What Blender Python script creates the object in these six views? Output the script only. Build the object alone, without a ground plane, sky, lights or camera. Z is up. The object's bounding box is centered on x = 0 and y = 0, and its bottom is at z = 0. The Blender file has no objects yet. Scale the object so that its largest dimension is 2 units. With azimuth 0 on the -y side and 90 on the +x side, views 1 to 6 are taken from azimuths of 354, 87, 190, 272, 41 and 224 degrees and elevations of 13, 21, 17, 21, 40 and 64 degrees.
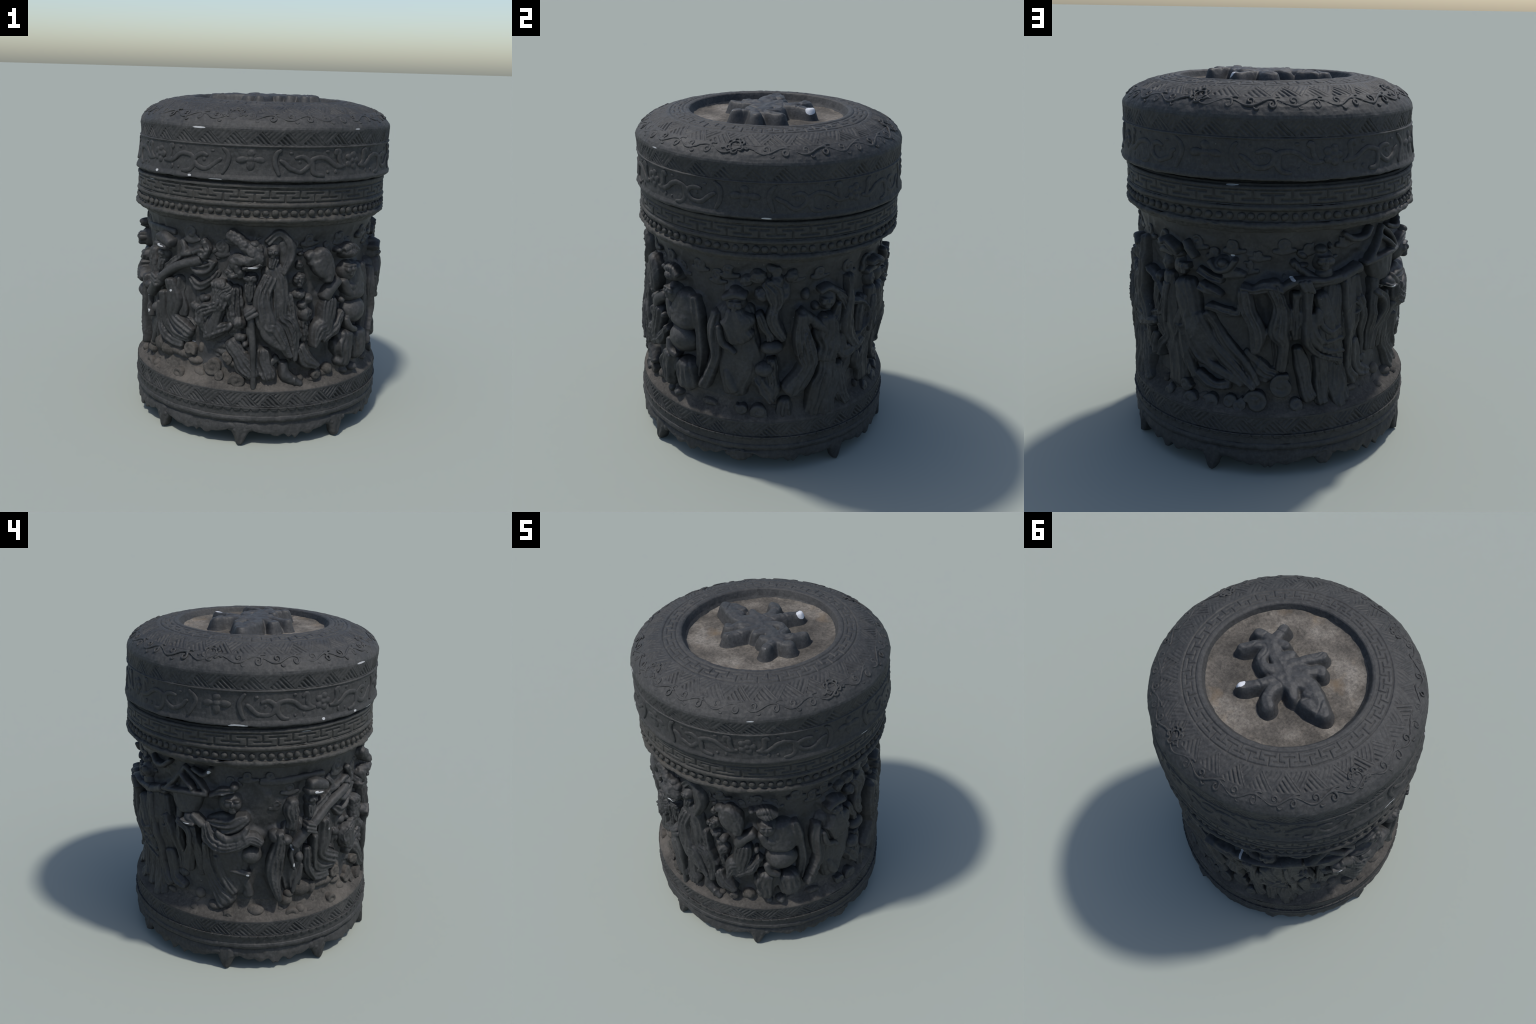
"""Old dark cast box: a round lidded jar with a raised longevity sign on the lid,
bands of key fret, hatching, blossoms and beads, and a drum crowded with robed
figures in high relief, standing on small leaf feet."""
import bpy, math
import numpy as np
from mathutils import Matrix, Vector

rng = np.random.default_rng(11)
TAU = 2 * math.pi

# ------------------------------------------------------------------ frame
# The cast is slightly oval and its stacked parts sit a little off one axis.
HEIGHTS = [.15, .32, 1.32, 1.52, 1.56, 1.84]
SHIFT_X = [-.010, -.011, -.010, -.009, .001, .009]
SHIFT_Y = [-.011, -.010, .006, .006, .003, -.005]
OVAL = [.004, .010, .006, .005, .008, .002]


def settle(v):
    """Carry ideal round coordinates into the slightly skewed real frame."""
    z = v[:, 2]
    e = np.interp(z, HEIGHTS, OVAL)
    out = v.copy()
    out[:, 0] = v[:, 0] * (1 + e) + np.interp(z, HEIGHTS, SHIFT_X)
    out[:, 1] = v[:, 1] * (1 - e) + np.interp(z, HEIGHTS, SHIFT_Y)
    # the crown of the lid leans: high toward -x and -y
    out[:, 2] -= (.010 * v[:, 0] - .006 * v[:, 1]) * np.clip((z - 1.83) / .12, 0, 1)
    return out


def around(theta, r, z):
    """theta 0 faces -y, 90 degrees faces +x."""
    return np.stack([r * np.sin(theta), -r * np.cos(theta), z + 0 * r], -1)


# ------------------------------------------------------------------ noise
def lattice(ix, iy, iz, seed):
    h = (ix * 374761393 + iy * 668265263 + iz * 1274126177 + seed * 982451653) & 0xFFFFFFFF
    h = ((h ^ (h >> 13)) * 1103515245) & 0xFFFFFFFF
    h = ((h ^ (h >> 16)) * 69069) & 0xFFFFFFFF
    return ((h ^ (h >> 15)) & 0xFFFF) / 32767.5 - 1


def grain(p, scale, seed=0):
    """Smooth value noise in -1..1."""
    q = p * scale + 100.0
    i = np.floor(q).astype(np.int64)
    f = q - i
    f = f * f * (3 - 2 * f)
    tot = 0
    for a in (0, 1):
        for b in (0, 1):
            for c in (0, 1):
                w = (f[:, 0] if a else 1 - f[:, 0]) * (f[:, 1] if b else 1 - f[:, 1]) * (f[:, 2] if c else 1 - f[:, 2])
                tot = tot + w * lattice(i[:, 0] + a, i[:, 1] + b, i[:, 2] + c, seed)
    return tot


def rub(p, amount):
    """Cast-surface unevenness: broad dents plus fine pitting."""
    return amount * (.0022 * grain(p, 9, 1) + .0016 * grain(p, 26, 2) + .0009 * grain(p, 70, 3))


# ------------------------------------------------------------------ materials
def new_material(name):
    m = bpy.data.materials.new(name)
    m.use_nodes = True
    nt = m.node_tree
    bsdf = nt.nodes["Principled BSDF"]
    return m, nt, bsdf


def noise_node(nt, vec, scale, detail=4, rough=.6):
    n = nt.nodes.new("ShaderNodeTexNoise")
    n.inputs["Scale"].default_value = scale
    n.inputs["Detail"].default_value = detail
    n.inputs["Roughness"].default_value = rough
    nt.links.new(vec, n.inputs["Vector"])
    return n.outputs["Fac"]


def ramp_node(nt, fac, stops):
    r = nt.nodes.new("ShaderNodeValToRGB")
    e = r.color_ramp.elements
    while len(e) < len(stops):
        e.new(.5)
    for k, (pos, col) in zip(e, stops):
        k.position = pos
        k.color = (*col, 1) if len(col) == 3 else col
    nt.links.new(fac, r.inputs["Fac"])
    return r.outputs["Color"]


def math_node(nt, op, a, b=None):
    n = nt.nodes.new("ShaderNodeMath")
    n.operation = op
    for k, v in enumerate((a, b)):
        if v is None:
            continue
        if isinstance(v, (int, float)):
            n.inputs[k].default_value = v
        else:
            nt.links.new(v, n.inputs[k])
    return n.outputs[0]


def mix_node(nt, fac, a, b):
    n = nt.nodes.new("ShaderNodeMix")
    n.data_type = "RGBA"
    for sock, v in ((n.inputs["Factor"], fac), (n.inputs["A"], a), (n.inputs["B"], b)):
        if isinstance(v, (int, float)):
            sock.default_value = v
        elif isinstance(v, tuple):
            sock.default_value = (*v, 1)
        else:
            nt.links.new(v, sock)
    return n.outputs["Result"]


def chip_mask(nt, pos, chips):
    """White spots where the dark skin has flaked: (x, y, z, reach along, reach up)."""
    wob = noise_node(nt, pos, 60, 2)
    total = None
    sep = nt.nodes.new("ShaderNodeSeparateXYZ")
    nt.links.new(pos, sep.inputs[0])
    ang = math_node(nt, "ARCTAN2", sep.outputs["X"], math_node(nt, "MULTIPLY", sep.outputs["Y"], -1))
    for t, z, lt, lz in chips:
        da = math_node(nt, "DIVIDE", math_node(nt, "SUBTRACT", ang, math.radians(t)), math.radians(lt))
        dz = math_node(nt, "DIVIDE", math_node(nt, "SUBTRACT", sep.outputs["Z"], z), lz)
        d = math_node(nt, "ADD", math_node(nt, "MULTIPLY", da, da), math_node(nt, "MULTIPLY", dz, dz))
        d = math_node(nt, "ADD", d, math_node(nt, "MULTIPLY", wob, 1.1))
        hit = math_node(nt, "LESS_THAN", d, 1.45)
        total = hit if total is None else math_node(nt, "MAXIMUM", total, hit)
    return total


def patina(name, dark, mid, light, dusty, dust_from=.56, rough=(.55, .78), fleck=.72, chips=(), spec=.32, bump=.45, white_tip=False):
    m, nt, bsdf = new_material(name)
    pos = nt.nodes.new("ShaderNodeTexCoord").outputs["Object"]
    blotch = noise_node(nt, pos, 5.5, 5, .62)
    fine = noise_node(nt, pos, 55, 6, .75)
    base = ramp_node(nt, blotch, [(.28, dark), (.52, mid), (.75, light)])
    speck = ramp_node(nt, fine, [(.3, (.58, .58, .58)), (.52, (1.0, 1.0, 1.0)), (.74, (1.55, 1.53, 1.5))])
    mul = nt.nodes.new("ShaderNodeMix")
    mul.data_type, mul.blend_type = "RGBA", "MULTIPLY"
    mul.inputs["Factor"].default_value = 1
    nt.links.new(base, mul.inputs["A"])
    nt.links.new(speck, mul.inputs["B"])
    col = mul.outputs["Result"]
    film = noise_node(nt, pos, 3.1, 6, .7)
    film = ramp_node(nt, film, [(dust_from, (0, 0, 0)), (dust_from + .2, (1, 1, 1))])
    col = mix_node(nt, math_node(nt, "MULTIPLY", film, .75), col, dusty)
    vor = nt.nodes.new("ShaderNodeTexVoronoi")
    vor.inputs["Scale"].default_value = 34
    nt.links.new(pos, vor.inputs["Vector"])
    dots = math_node(nt, "MULTIPLY", math_node(nt, "LESS_THAN", vor.outputs["Distance"], .10),
                     math_node(nt, "GREATER_THAN", noise_node(nt, pos, 13, 2), fleck))
    col = mix_node(nt, math_node(nt, "MULTIPLY", dots, .45), col, (.26, .25, .235))
    if chips:
        col = mix_node(nt, chip_mask(nt, pos, chips), col, (.38, .385, .39))
    if white_tip:                   # bare plaster on one broken stroke end, and two nicks
        for x, y, z, reach in ((.150, .218, 1.985, .030), (.232, -.220, 1.996, .006), (-.061, -.008, 1.985, .005)):
            dv = nt.nodes.new("ShaderNodeVectorMath")
            dv.operation = "DISTANCE"
            nt.links.new(pos, dv.inputs[0])
            dv.inputs[1].default_value = (x, y, z)
            d = math_node(nt, "ADD", math_node(nt, "DIVIDE", dv.outputs["Value"], reach), math_node(nt, "MULTIPLY", fine, .6))
            col = mix_node(nt, math_node(nt, "LESS_THAN", d, 1.3), col, (.52, .53, .55))
    nt.links.new(col, bsdf.inputs["Base Color"])
    rr = ramp_node(nt, blotch, [(.3, (rough[0],) * 3), (.7, (rough[1],) * 3)])
    nt.links.new(rr, bsdf.inputs["Roughness"])
    bsdf.inputs["Specular IOR Level"].default_value = spec
    bm = nt.nodes.new("ShaderNodeBump")
    bm.inputs["Strength"].default_value = bump
    bm.inputs["Distance"].default_value = .004
    nt.links.new(noise_node(nt, pos, 75, 5, .7), bm.inputs["Height"])
    nt.links.new(bm.outputs["Normal"], bsdf.inputs["Normal"])
    return m


CHIPS = [(-34, 1.828, 3.2, .005), (36, 1.834, 1.6, .003), (-38, 1.562, .9, .006), (-92.6, 1.553, 4.0, .007),
         (-57, 1.566, .8, .008), (87, 1.556, 2.0, .005), (-26, 1.553, 3.0, .0022), (178, 1.521, 2.6, .003), (-64, 1.503, 2.6, .0025)]
SKIN = patina("dark_patina", (.024, .0242, .0241), (.034, .0342, .034), (.045, .0448, .044), (.058, .0555, .051), chips=CHIPS)
LID_SKIN = patina("lid_patina", (.030, .0303, .0302), (.041, .0412, .0408), (.053, .0528, .0515), (.066, .063, .058), dust_from=.58, chips=CHIPS)
COLLAR_SKIN = patina("collar_patina", (.028, .0277, .026), (.037, .0363, .0335), (.049, .0465, .0415), (.064, .057, .047), dust_from=.54, chips=CHIPS)
FIGURE_CHIPS = [(-56.3, 1.119, 2.2, 0.004), (-57.7, 1.124, 1.0, 0.006), (-115.8, 0.939, 3.0, 0.004), (-105.1, 1.257, 0.8, 0.01), (-68.0, 0.791, 0.6, 0.012), (-67.5, 0.684, 0.5, 0.012), (-8.8, 1.063, 3.2, 0.005), (-88.0, 0.628, 0.7, 0.006), (-74.4, 0.451, 0.7, 0.005), (176.7, 1.162, 1.0, 0.006), (-112.6, 0.922, 2.0, 0.005), (-159.9, 1.058, 0.9, 0.005), (-98.1, 1.137, 1.4, 0.003), (-49.5, 0.866, 0.5, 0.007), (-39.9, 0.562, 0.9, 0.004)]
FIGURE_SKIN = patina("figure_patina", (.018, .0181, .0181), (.030, .0301, .030), (.048, .0475, .0464), (.058, .0555, .052), dust_from=.62, rough=(.46, .68), chips=FIGURE_CHIPS, fleck=.68, spec=.38)
GROUND_SKIN = patina("dusty_ground", (.036, .034, .0315), (.056, .052, .047), (.084, .077, .069), (.105, .094, .082), dust_from=.52, rough=(.8, .92), spec=.2)
SIGN_SKIN = patina("sign_patina", (.034, .0345, .035), (.043, .0432, .0432), (.053, .0525, .052), (.058, .056, .053), dust_from=.7, rough=(.5, .62), white_tip=True)


def dust_floor():
    m, nt, bsdf = new_material("dusty_floor")
    pos = nt.nodes.new("ShaderNodeTexCoord").outputs["Object"]
    a = noise_node(nt, pos, 5, 6, .62)
    b = noise_node(nt, pos, 60, 6, .75)
    col = ramp_node(nt, a, [(.30, (.052, .048, .043)), (.44, (.080, .073, .064)), (.56, (.122, .110, .095)), (.70, (.190, .174, .152))])
    sp = ramp_node(nt, b, [(.3, (.5, .5, .5)), (.52, (1, 1, 1)), (.74, (1.5, 1.46, 1.4))])
    mul = nt.nodes.new("ShaderNodeMix")
    mul.data_type, mul.blend_type = "RGBA", "MULTIPLY"
    mul.inputs["Factor"].default_value = 1
    nt.links.new(col, mul.inputs["A"])
    nt.links.new(sp, mul.inputs["B"])
    warm = noise_node(nt, pos, 4.2, 3)
    warm = ramp_node(nt, warm, [(.58, (0, 0, 0)), (.72, (.6, .6, .6))])
    out = mix_node(nt, warm, mul.outputs["Result"], (.16, .115, .07))
    nt.links.new(out, bsdf.inputs["Base Color"])
    bsdf.inputs["Roughness"].default_value = .9
    bsdf.inputs["Specular IOR Level"].default_value = .2
    bm = nt.nodes.new("ShaderNodeBump")
    bm.inputs["Strength"].default_value = .35
    bm.inputs["Distance"].default_value = .004
    nt.links.new(b, bm.inputs["Height"])
    nt.links.new(bm.outputs["Normal"], bsdf.inputs["Normal"])
    return m


FLOOR_DUST = dust_floor()

# ------------------------------------------------------------------ objects
SCENE = bpy.context.scene.collection
JAR = bpy.data.objects.new("lidded_jar", None)
SCENE.objects.link(JAR)
JAR["label"] = "round dark cast jar with relief figures and sign on lid"
JAR["category"] = "ornamental box"


def add_mesh(name, verts, faces, mat, parent, smooth=True, real=True):
    me = bpy.data.meshes.new(name)
    v = settle(np.asarray(verts, float)) if real else np.asarray(verts, float)
    faces = np.asarray(faces, np.int32)
    me.vertices.add(len(v))
    me.vertices.foreach_set("co", v.astype(np.float32).ravel())
    k = faces.shape[1]
    me.loops.add(faces.size)
    me.loops.foreach_set("vertex_index", faces.ravel())
    me.polygons.add(len(faces))
    me.polygons.foreach_set("loop_start", np.arange(0, faces.size, k, dtype=np.int32))
    me.polygons.foreach_set("loop_total", np.full(len(faces), k, np.int32))
    me.polygons.foreach_set("use_smooth", np.full(len(faces), smooth))
    me.update(calc_edges=True)
    me.validate()
    me.materials.append(mat)
    ob = bpy.data.objects.new(name, me)
    SCENE.objects.link(ob)
    ob.parent = parent
    return ob


def grid_faces(rows, cols, wrap=True, base=0):
    i, j = np.meshgrid(np.arange(rows - 1), np.arange(cols if wrap else cols - 1), indexing="ij")
    j2 = (j + 1) % cols
    a, b, c, d = i * cols + j, i * cols + j2, (i + 1) * cols + j2, (i + 1) * cols + j
    return np.stack([a, d, c, b], -1).reshape(-1, 4) + base


# ------------------------------------------------------------------ turned bands
COLS = 1320
THETA = np.arange(COLS) / COLS * TAU


def turned(name, profile, mat, parent, step=.004, relief=None, rubbing=1.0, fine=None, cols=COLS):
    """A ring turned from a profile (r, z), with relief(theta, u, s) pushed along
    the profile normal; u runs 0..1 over the band and s is the arc length."""
    p = np.array(profile, float)
    seg = np.hypot(*np.diff(p, axis=0).T)
    s_knot = np.concatenate([[0], np.cumsum(seg)])
    inner = np.linspace(0, s_knot[-1], max(2, int(s_knot[-1] / step) + 1))
    s = np.unique(np.round(np.concatenate([inner, s_knot]), 6))
    r, z = np.interp(s, s_knot, p[:, 0]), np.interp(s, s_knot, p[:, 1])
    tr, tz = np.gradient(r, s), np.gradient(z, s)
    ln = np.hypot(tr, tz) + 1e-9
    nr, nz = -tz / ln, tr / ln
    theta = np.arange(cols) / cols * TAU
    T, S = np.meshgrid(theta, s, indexing="xy")
    U = S / s_knot[-1]
    R, Z = r[:, None] + 0 * T, z[:, None] + 0 * T
    d = relief(T, U, S) if relief else 0 * T
    pts = around(T, R, Z).reshape(-1, 3)
    edge = np.clip(np.minimum(S, s_knot[-1] - S) / .006, 0, 1)
    d = d * edge + (rub(pts, rubbing)).reshape(T.shape)
    R, Z = R + nr[:, None] * d, Z + nz[:, None] * d
    if fine is not None:
        Z = Z + fine(T, U)
    return add_mesh(name, around(T, R, Z).reshape(-1, 3), grid_faces(len(s), cols), mat, parent)


def smooth01(x):
    x = np.clip(x, 0, 1)
    return x * x * (3 - 2 * x)


def groove(d, half):
    """1 in the middle of a line of that half width, 0 outside."""
    return smooth01(1.35 - d / half)


def hatching(count, radius, lo, hi, depth=.006, strokes=5, tilt=0, plain=.62):
    """Saw-tooth triangles, each filled with slanting chiselled strokes."""
    def relief(T, U, S):
        x = (T / TAU * count + tilt + .035 * np.sin(T * 3) + .02 * np.sin(T * 7 + 1)) % 1
        w = TAU * radius / count
        v = np.clip((U - lo) / (hi - lo), 0, 1)           # 0 top edge, 1 bottom edge
        inside = smooth01((U - lo) / .05) * smooth01((hi - U) / .05)
        up = np.abs(x - .5) * 2 < v                          # upright triangle
        a = x - .5 * v                                       # constant along "\" strokes
        b = x + .5 * v                                       # constant along "/" strokes
        along = np.where(up, (a * strokes * 1.0) % 1, (b * strokes * 1.0) % 1)
        cut = smooth01(1.5 - np.abs(along - .5) * 5)
        rim = groove(np.abs(np.abs(x - .5) * 2 - v) * w * .5, .004)
        vary = .75 + .25 * np.sin(T * 11 + 2)
        flat = np.where(up, 1.0, plain) * np.clip(1 + .9 * np.sin(T * 23 + 4 * np.sin(T * 5)) * .4, .5, 1.2)
        return -depth * inside * np.maximum(cut * flat * vary * (1 - rim * .9), 0) + .0015 * inside * rim
    return relief


def seg_dist(x, y, x0, y0, x1, y1):
    dx, dy = x1 - x0, y1 - y0
    t = np.clip(((x - x0) * dx + (y - y0) * dy) / (dx * dx + dy * dy), 0, 1)
    return np.hypot(x - x0 - t * dx, y - y0 - t * dy)


def key_fret(count, radius, length, lo, hi, depth=.006, half=.0045, tilt=0.0):
    """Interlocking T key fret cut as grooves between two border lines."""
    w = TAU * radius / count
    h = (hi - lo) * length

    def relief(T, U, S):
        x = (((T + .01 * np.sin(5 * T)) / TAU * count + tilt) % 1) * w
        y = (U - lo) * length
        d = np.full(T.shape, 9.0)
        for k in (-1, 0, 1):
            for line in ((0, 0, 0, .66 * h), (-.26 * w, .66 * h, .26 * w, .66 * h),
                         (.5 * w, h, .5 * w, .34 * h), (.22 * w, .30 * h, .78 * w, .30 * h)):
                d = np.minimum(d, seg_dist(x, y, line[0] + k * w, line[1], line[2] + k * w, line[3]))
        out = -depth * groove(d, half)
        for e in (lo, hi):
            out = np.minimum(out, -depth * groove(np.abs(U - e) * length, half))
        return out
    return relief


# ------------------------------------------------------------------ relief tools
REF = .70     # unrolled arc = angle * REF


def catmull(p, n):
    p = np.asarray(p, float)
    if len(p) == 2:
        t = np.linspace(0, 1, n)[:, None]
        return p[0] * (1 - t) + p[1] * t
    q = np.vstack([2 * p[0] - p[1], p, 2 * p[-1] - p[-2]])
    out = []
    for t in np.linspace(0, len(p) - 1, n):
        i = min(int(t), len(p) - 2)
        f = t - i
        a, b, c, d = q[i:i + 4]
        out.append(.5 * (2 * b + (c - a) * f + (2 * a - 5 * b + 4 * c - d) * f * f + (3 * b - a - 3 * c + d) * f ** 3))
    return np.array(out)


class Heap:
    """Pieces of one part, gathered before they are fused into one skin."""
    verts, quads, rough = [], [], []
    count = 0


CELL = .010                      # unrolled grid that records how far the figures stand out
GRID_S, GRID_Z = int(TAU * REF / CELL), 104
OUTER = np.full((GRID_Z, GRID_S), .0)


def record(v):
    r = np.hypot(v[:, 0], v[:, 1])
    i = ((v[:, 2] - .30) / CELL).astype(int)
    j = (np.arctan2(v[:, 0], -v[:, 1]) % TAU / TAU * GRID_S).astype(int) % GRID_S
    ok = (i >= 0) & (i < GRID_Z)
    np.maximum.at(OUTER, (i[ok], j[ok]), hold_back(v)[ok])


def hold_back(v):
    """Radius after the waist rule: low on the back and left the figures stand
    closer to the drum than at the front."""
    r = np.hypot(v[:, 0], v[:, 1])
    th = np.degrees(np.arctan2(v[:, 0], -v[:, 1])) % 360
    z = v[:, 2]
    side = smooth01((th - 128) / 18) * smooth01((290 - th) / 20)
    cap = np.interp(z, [.33, .36, .40, .46, .52, .60, .70, .85], [.775, .765, .748, .738, .734, .738, .752, .80])
    for lo, hi, cz, cr in ((160, 184, [.33, .42, .55, .80, .95, 1.05], [.77, .735, .720, .714, .730, .80]),
                           (222, 262, [.33, .42, .55, .70, .85], [.77, .730, .712, .725, .79])):
        k = smooth01((th - lo) / 10) * smooth01((hi - th) / 10)
        cap = cap * (1 - k) + np.minimum(cap, np.interp(z, cz, cr)) * k
    front = smooth01((th - 300) / 8) * smooth01((345 - th) / 8)
    cap3 = np.interp(z, [.33, .42, .55, .75, .92, 1.0], [.77, .735, .728, .742, .765, .80])
    cap = (cap * side + .80 * (1 - side)) * (1 - front) + cap3 * front
    k = np.clip((cap - .660) / .110, .32, 1)            # flatten the relief toward the drum, keeping its form
    return np.where(r > .660, .660 + (r - .660) * k, r)


def heap_add(v, f, rough):
    if .36 < v[:, 2].mean() < 1.29:
        record(v)
    Heap.verts.append(v)
    Heap.quads.append(f + Heap.count)
    Heap.rough.append(rough)
    Heap.count += len(v)


def unroll(v):
    """(arc, z, r) -> round coordinates."""
    return around(v[:, 0] / REF, v[:, 2], v[:, 1])


def tube(points, th, folds=0, amp=None, flat=False, rough=1.0, back=.640, free=False):
    """A drapery strand or limb: spine points (angle, z, spine radius, half width),
    half thickness th, with running folds across its outer face."""
    p = np.array(points, float)
    p[:, 0] = np.radians(p[:, 0]) * REF
    length = np.hypot(np.diff(p[:, 0]), np.diff(p[:, 1])).sum()
    n = int(np.clip(length / .010, 8, 60))
    c = catmull(p, n)
    c[:, 3] = np.maximum(c[:, 3], .004)
    if folds > 1 and length > .14:              # cloth swings a little as it falls
        sway = np.linspace(0, 1, n)
        c[:, 0] += .008 * np.sin(sway * 7.5 + points[0][0]) * sway
        c[:, 3] *= 1 + .14 * np.sin(sway * 9 + points[0][0] * 2)
    tan = np.gradient(c[:, :2], axis=0)
    tan /= np.linalg.norm(tan, axis=1)[:, None] + 1e-9
    side = np.stack([tan[:, 1], -tan[:, 0]], 1)
    k = 40
    ph = np.arange(k) / k * TAU
    cs, sn = np.cos(ph), np.sin(ph)
    cs, sn = np.sign(cs) * np.abs(cs) ** .8, np.sign(sn) * np.abs(sn) ** .8
    if amp is None:
        amp = .0105
    caps = [] if flat else [.25, .55, .8, .95]
    rows, scale = [], []
    def row(i, push, m):
        ctr = c[i, :2] + tan[i] * push
        w, r0 = c[i, 3] * m, c[i, 2]
        x = cs * w
        out = np.where(sn > 0, sn * th * m, sn * (max(th, r0 - back) if not free else th) * m)
        if folds:
            u = i / (n - 1)
            wave = np.cos(folds * math.pi * cs + 1.3 * math.sin(3.1 * u + folds) + phase)
            wave = np.sign(wave) * np.abs(wave) ** .8
            a = amp * min(1, c[i, 3] / .03) * (.75 + .25 * math.sin(5 * u + phase)) * m
            out = out + np.where(sn > 0, a * wave * np.minimum(1, sn * 2.2), 0)
        rows.append(np.stack([ctr[0] + side[i, 0] * x, ctr[1] + side[i, 1] * x, r0 + out], 1))
    phase = rng.uniform(0, TAU)
    if flat:
        row(0, 0, .05)
    for m in caps:
        row(0, -c[0, 3] * .55 * math.sqrt(1 - m * m), m)
    for i in range(n):
        row(i, 0, 1)
    for m in reversed(caps):
        row(n - 1, c[-1, 3] * .55 * math.sqrt(1 - m * m), m)
    if flat:
        row(n - 1, 0, .05)
    v = np.vstack(rows)
    f = grid_faces(len(rows), k)
    a, b = len(v), len(v) + 1
    v = np.vstack([v, rows[0].mean(0), rows[-1].mean(0)])
    j = np.arange(k)
    j2 = (j + 1) % k
    last = (len(rows) - 1) * k
    f = np.vstack([f, np.stack([0 * j + a, j, j2, j2], 1), np.stack([0 * j + b, last + j2, last + j, last + j], 1)])
    heap_add(unroll(v), f, rough)


def blob(angle, z, r, rs, rz, th, rot=0, rough=1.0, back=.640, free=False):
    """A rounded lump: half sizes rs along the ring, rz up, th outward."""
    la = np.linspace(-math.pi / 2, math.pi / 2, 17)
    ph = np.arange(28) / 28 * TAU
    P, L = np.meshgrid(ph, la)
    x, y, o = np.cos(L) * np.cos(P), np.cos(L) * np.sin(P), np.sin(L)
    inward = th if free else max(th, r - back)
    o = np.where(o > 0, o * th, o * inward)
    ca, sa = math.cos(math.radians(rot)), math.sin(math.radians(rot))
    X, Y = x * rs * ca - y * rz * sa, x * rs * sa + y * rz * ca
    v = np.stack([math.radians(angle) * REF + X, z + Y, r + o], -1).reshape(-1, 3)
    heap_add(unroll(v), grid_faces(17, 28)[:, ::-1], rough)


def face(angle, z, r, size):
    """Nose, brows, cheeks, lips and chin on the front of a head of that half width."""
    def at(dx, dz, rs, rz, out, th=.016):
        blob(angle + math.degrees(dx * size / REF), z + dz * size, r - th + out, rs * size, rz * size, th)
    at(0, -.08, .17, .30, .006)
    for s in (-1, 1):
        at(.34 * s, .30, .34, .14, -.003)
        at(.40 * s, -.12, .36, .34, -.003)
    at(0, -.46, .28, .10, -.001)
    at(0, -.70, .36, .26, -.003)


FINE_PARTS = ("head", "hand", "hat", "hair", "lotus", "beard", "cap")
CLOTH = ("robe", "sleeve", "skirt", "sash", "cloak", "hood", "leg", "beard", "hair", "fan", "branch", "rock_spray", "gourd")


def pleats(co, strength):
    """Wandering chiselled folds that run mostly downward."""
    th = np.arctan2(co[:, 0], -co[:, 1])
    s, z = th * REF, co[:, 2]
    warp = grain(co, 6, 31) * .035 + grain(co, 13, 32) * .014
    q = np.stack([(s + warp + .25 * z * grain(co, 2.2, 33)) * 34, z * 3.5 + 2 * warp, 0 * s], 1)
    a = 1 - 2 * np.abs(grain(q, 1, 34))
    q2 = np.stack([(s - warp) * 85, z * 16, 0 * s + 5], 1)
    b = 1 - 2 * np.abs(grain(q2, 1, 35))
    return strength * (.0024 * a + .0006 * b)


def fuse(name, mat, parent, voxel=.0055, soften=2, rubbing=1.0):
    """Weld the heap into one continuous skin and roughen it."""
    v = np.vstack(Heap.verts)
    f = np.vstack(Heap.quads)
    rough = max(Heap.rough)
    Heap.verts, Heap.quads, Heap.rough, Heap.count = [], [], [], 0
    me = bpy.data.meshes.new(name)
    polys = [tuple(dict.fromkeys(q)) for q in f.tolist()]
    me.from_pydata(v.tolist(), [], [q for q in polys if len(q) > 2])
    tmp = bpy.data.objects.new(name, me)
    SCENE.objects.link(tmp)
    rm = tmp.modifiers.new("weld", "REMESH")
    if name in FINE_PARTS:
        voxel = min(voxel, .0042)
    rm.mode, rm.voxel_size = "VOXEL", voxel
    sm = tmp.modifiers.new("soften", "SMOOTH")
    sm.factor, sm.iterations = .5, soften
    dg = bpy.context.evaluated_depsgraph_get()
    ev = tmp.evaluated_get(dg)
    em = ev.to_mesh()
    nv = len(em.vertices)
    co = np.empty(nv * 3, np.float32)
    em.vertices.foreach_get("co", co)
    co = co.reshape(-1, 3).astype(float)
    no = np.empty(nv * 3, np.float32)
    em.vertices.foreach_get("normal", no)
    no = no.reshape(-1, 3)
    idx = np.empty(len(em.loops), np.int32)
    em.loops.foreach_get("vertex_index", idx)
    quads = idx.reshape(-1, 4)
    ev.to_mesh_clear()
    bpy.data.objects.remove(tmp, do_unlink=True)
    bpy.data.meshes.remove(me)
    # faces buried in the drum are never seen: drop them
    rad = np.hypot(co[:, 0], co[:, 1])
    d = rubbing * (.0024 * grain(co, 12, 4) * rough + .0010 * grain(co, 34, 5) * rough ** 3 + .0004 * grain(co, 80, 6) * rough ** 4)
    if name in CLOTH:
        d = d + pleats(co, 1.0)
    co = co + no * d[:, None]
    if .36 < co[:, 2].mean() < 1.29:
        new = hold_back(co)
        co[:, :2] *= (new / np.maximum(rad, .01))[:, None]
    keep = (rad[quads] > (.655 if .36 < co[:, 2].mean() < 1.29 else 0)).any(1)
    quads = quads[keep]
    used = np.unique(quads)
    remap = np.zeros(nv, np.int32)
    remap[used] = np.arange(len(used))
    return add_mesh(name, co[used], remap[quads], mat, parent)


class Pending:
    name = None
    owner = None


def finish_part():
    if Heap.count:
        ob = fuse(Pending.name, FIGURE_SKIN, Pending.owner)
    Pending.name = None


def figure(name):
    finish_part()
    e = bpy.data.objects.new(name, None)
    SCENE.objects.link(e)
    e.parent = JAR
    Pending.owner = e


def part(name):
    finish_part()
    Pending.name = name


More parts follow.
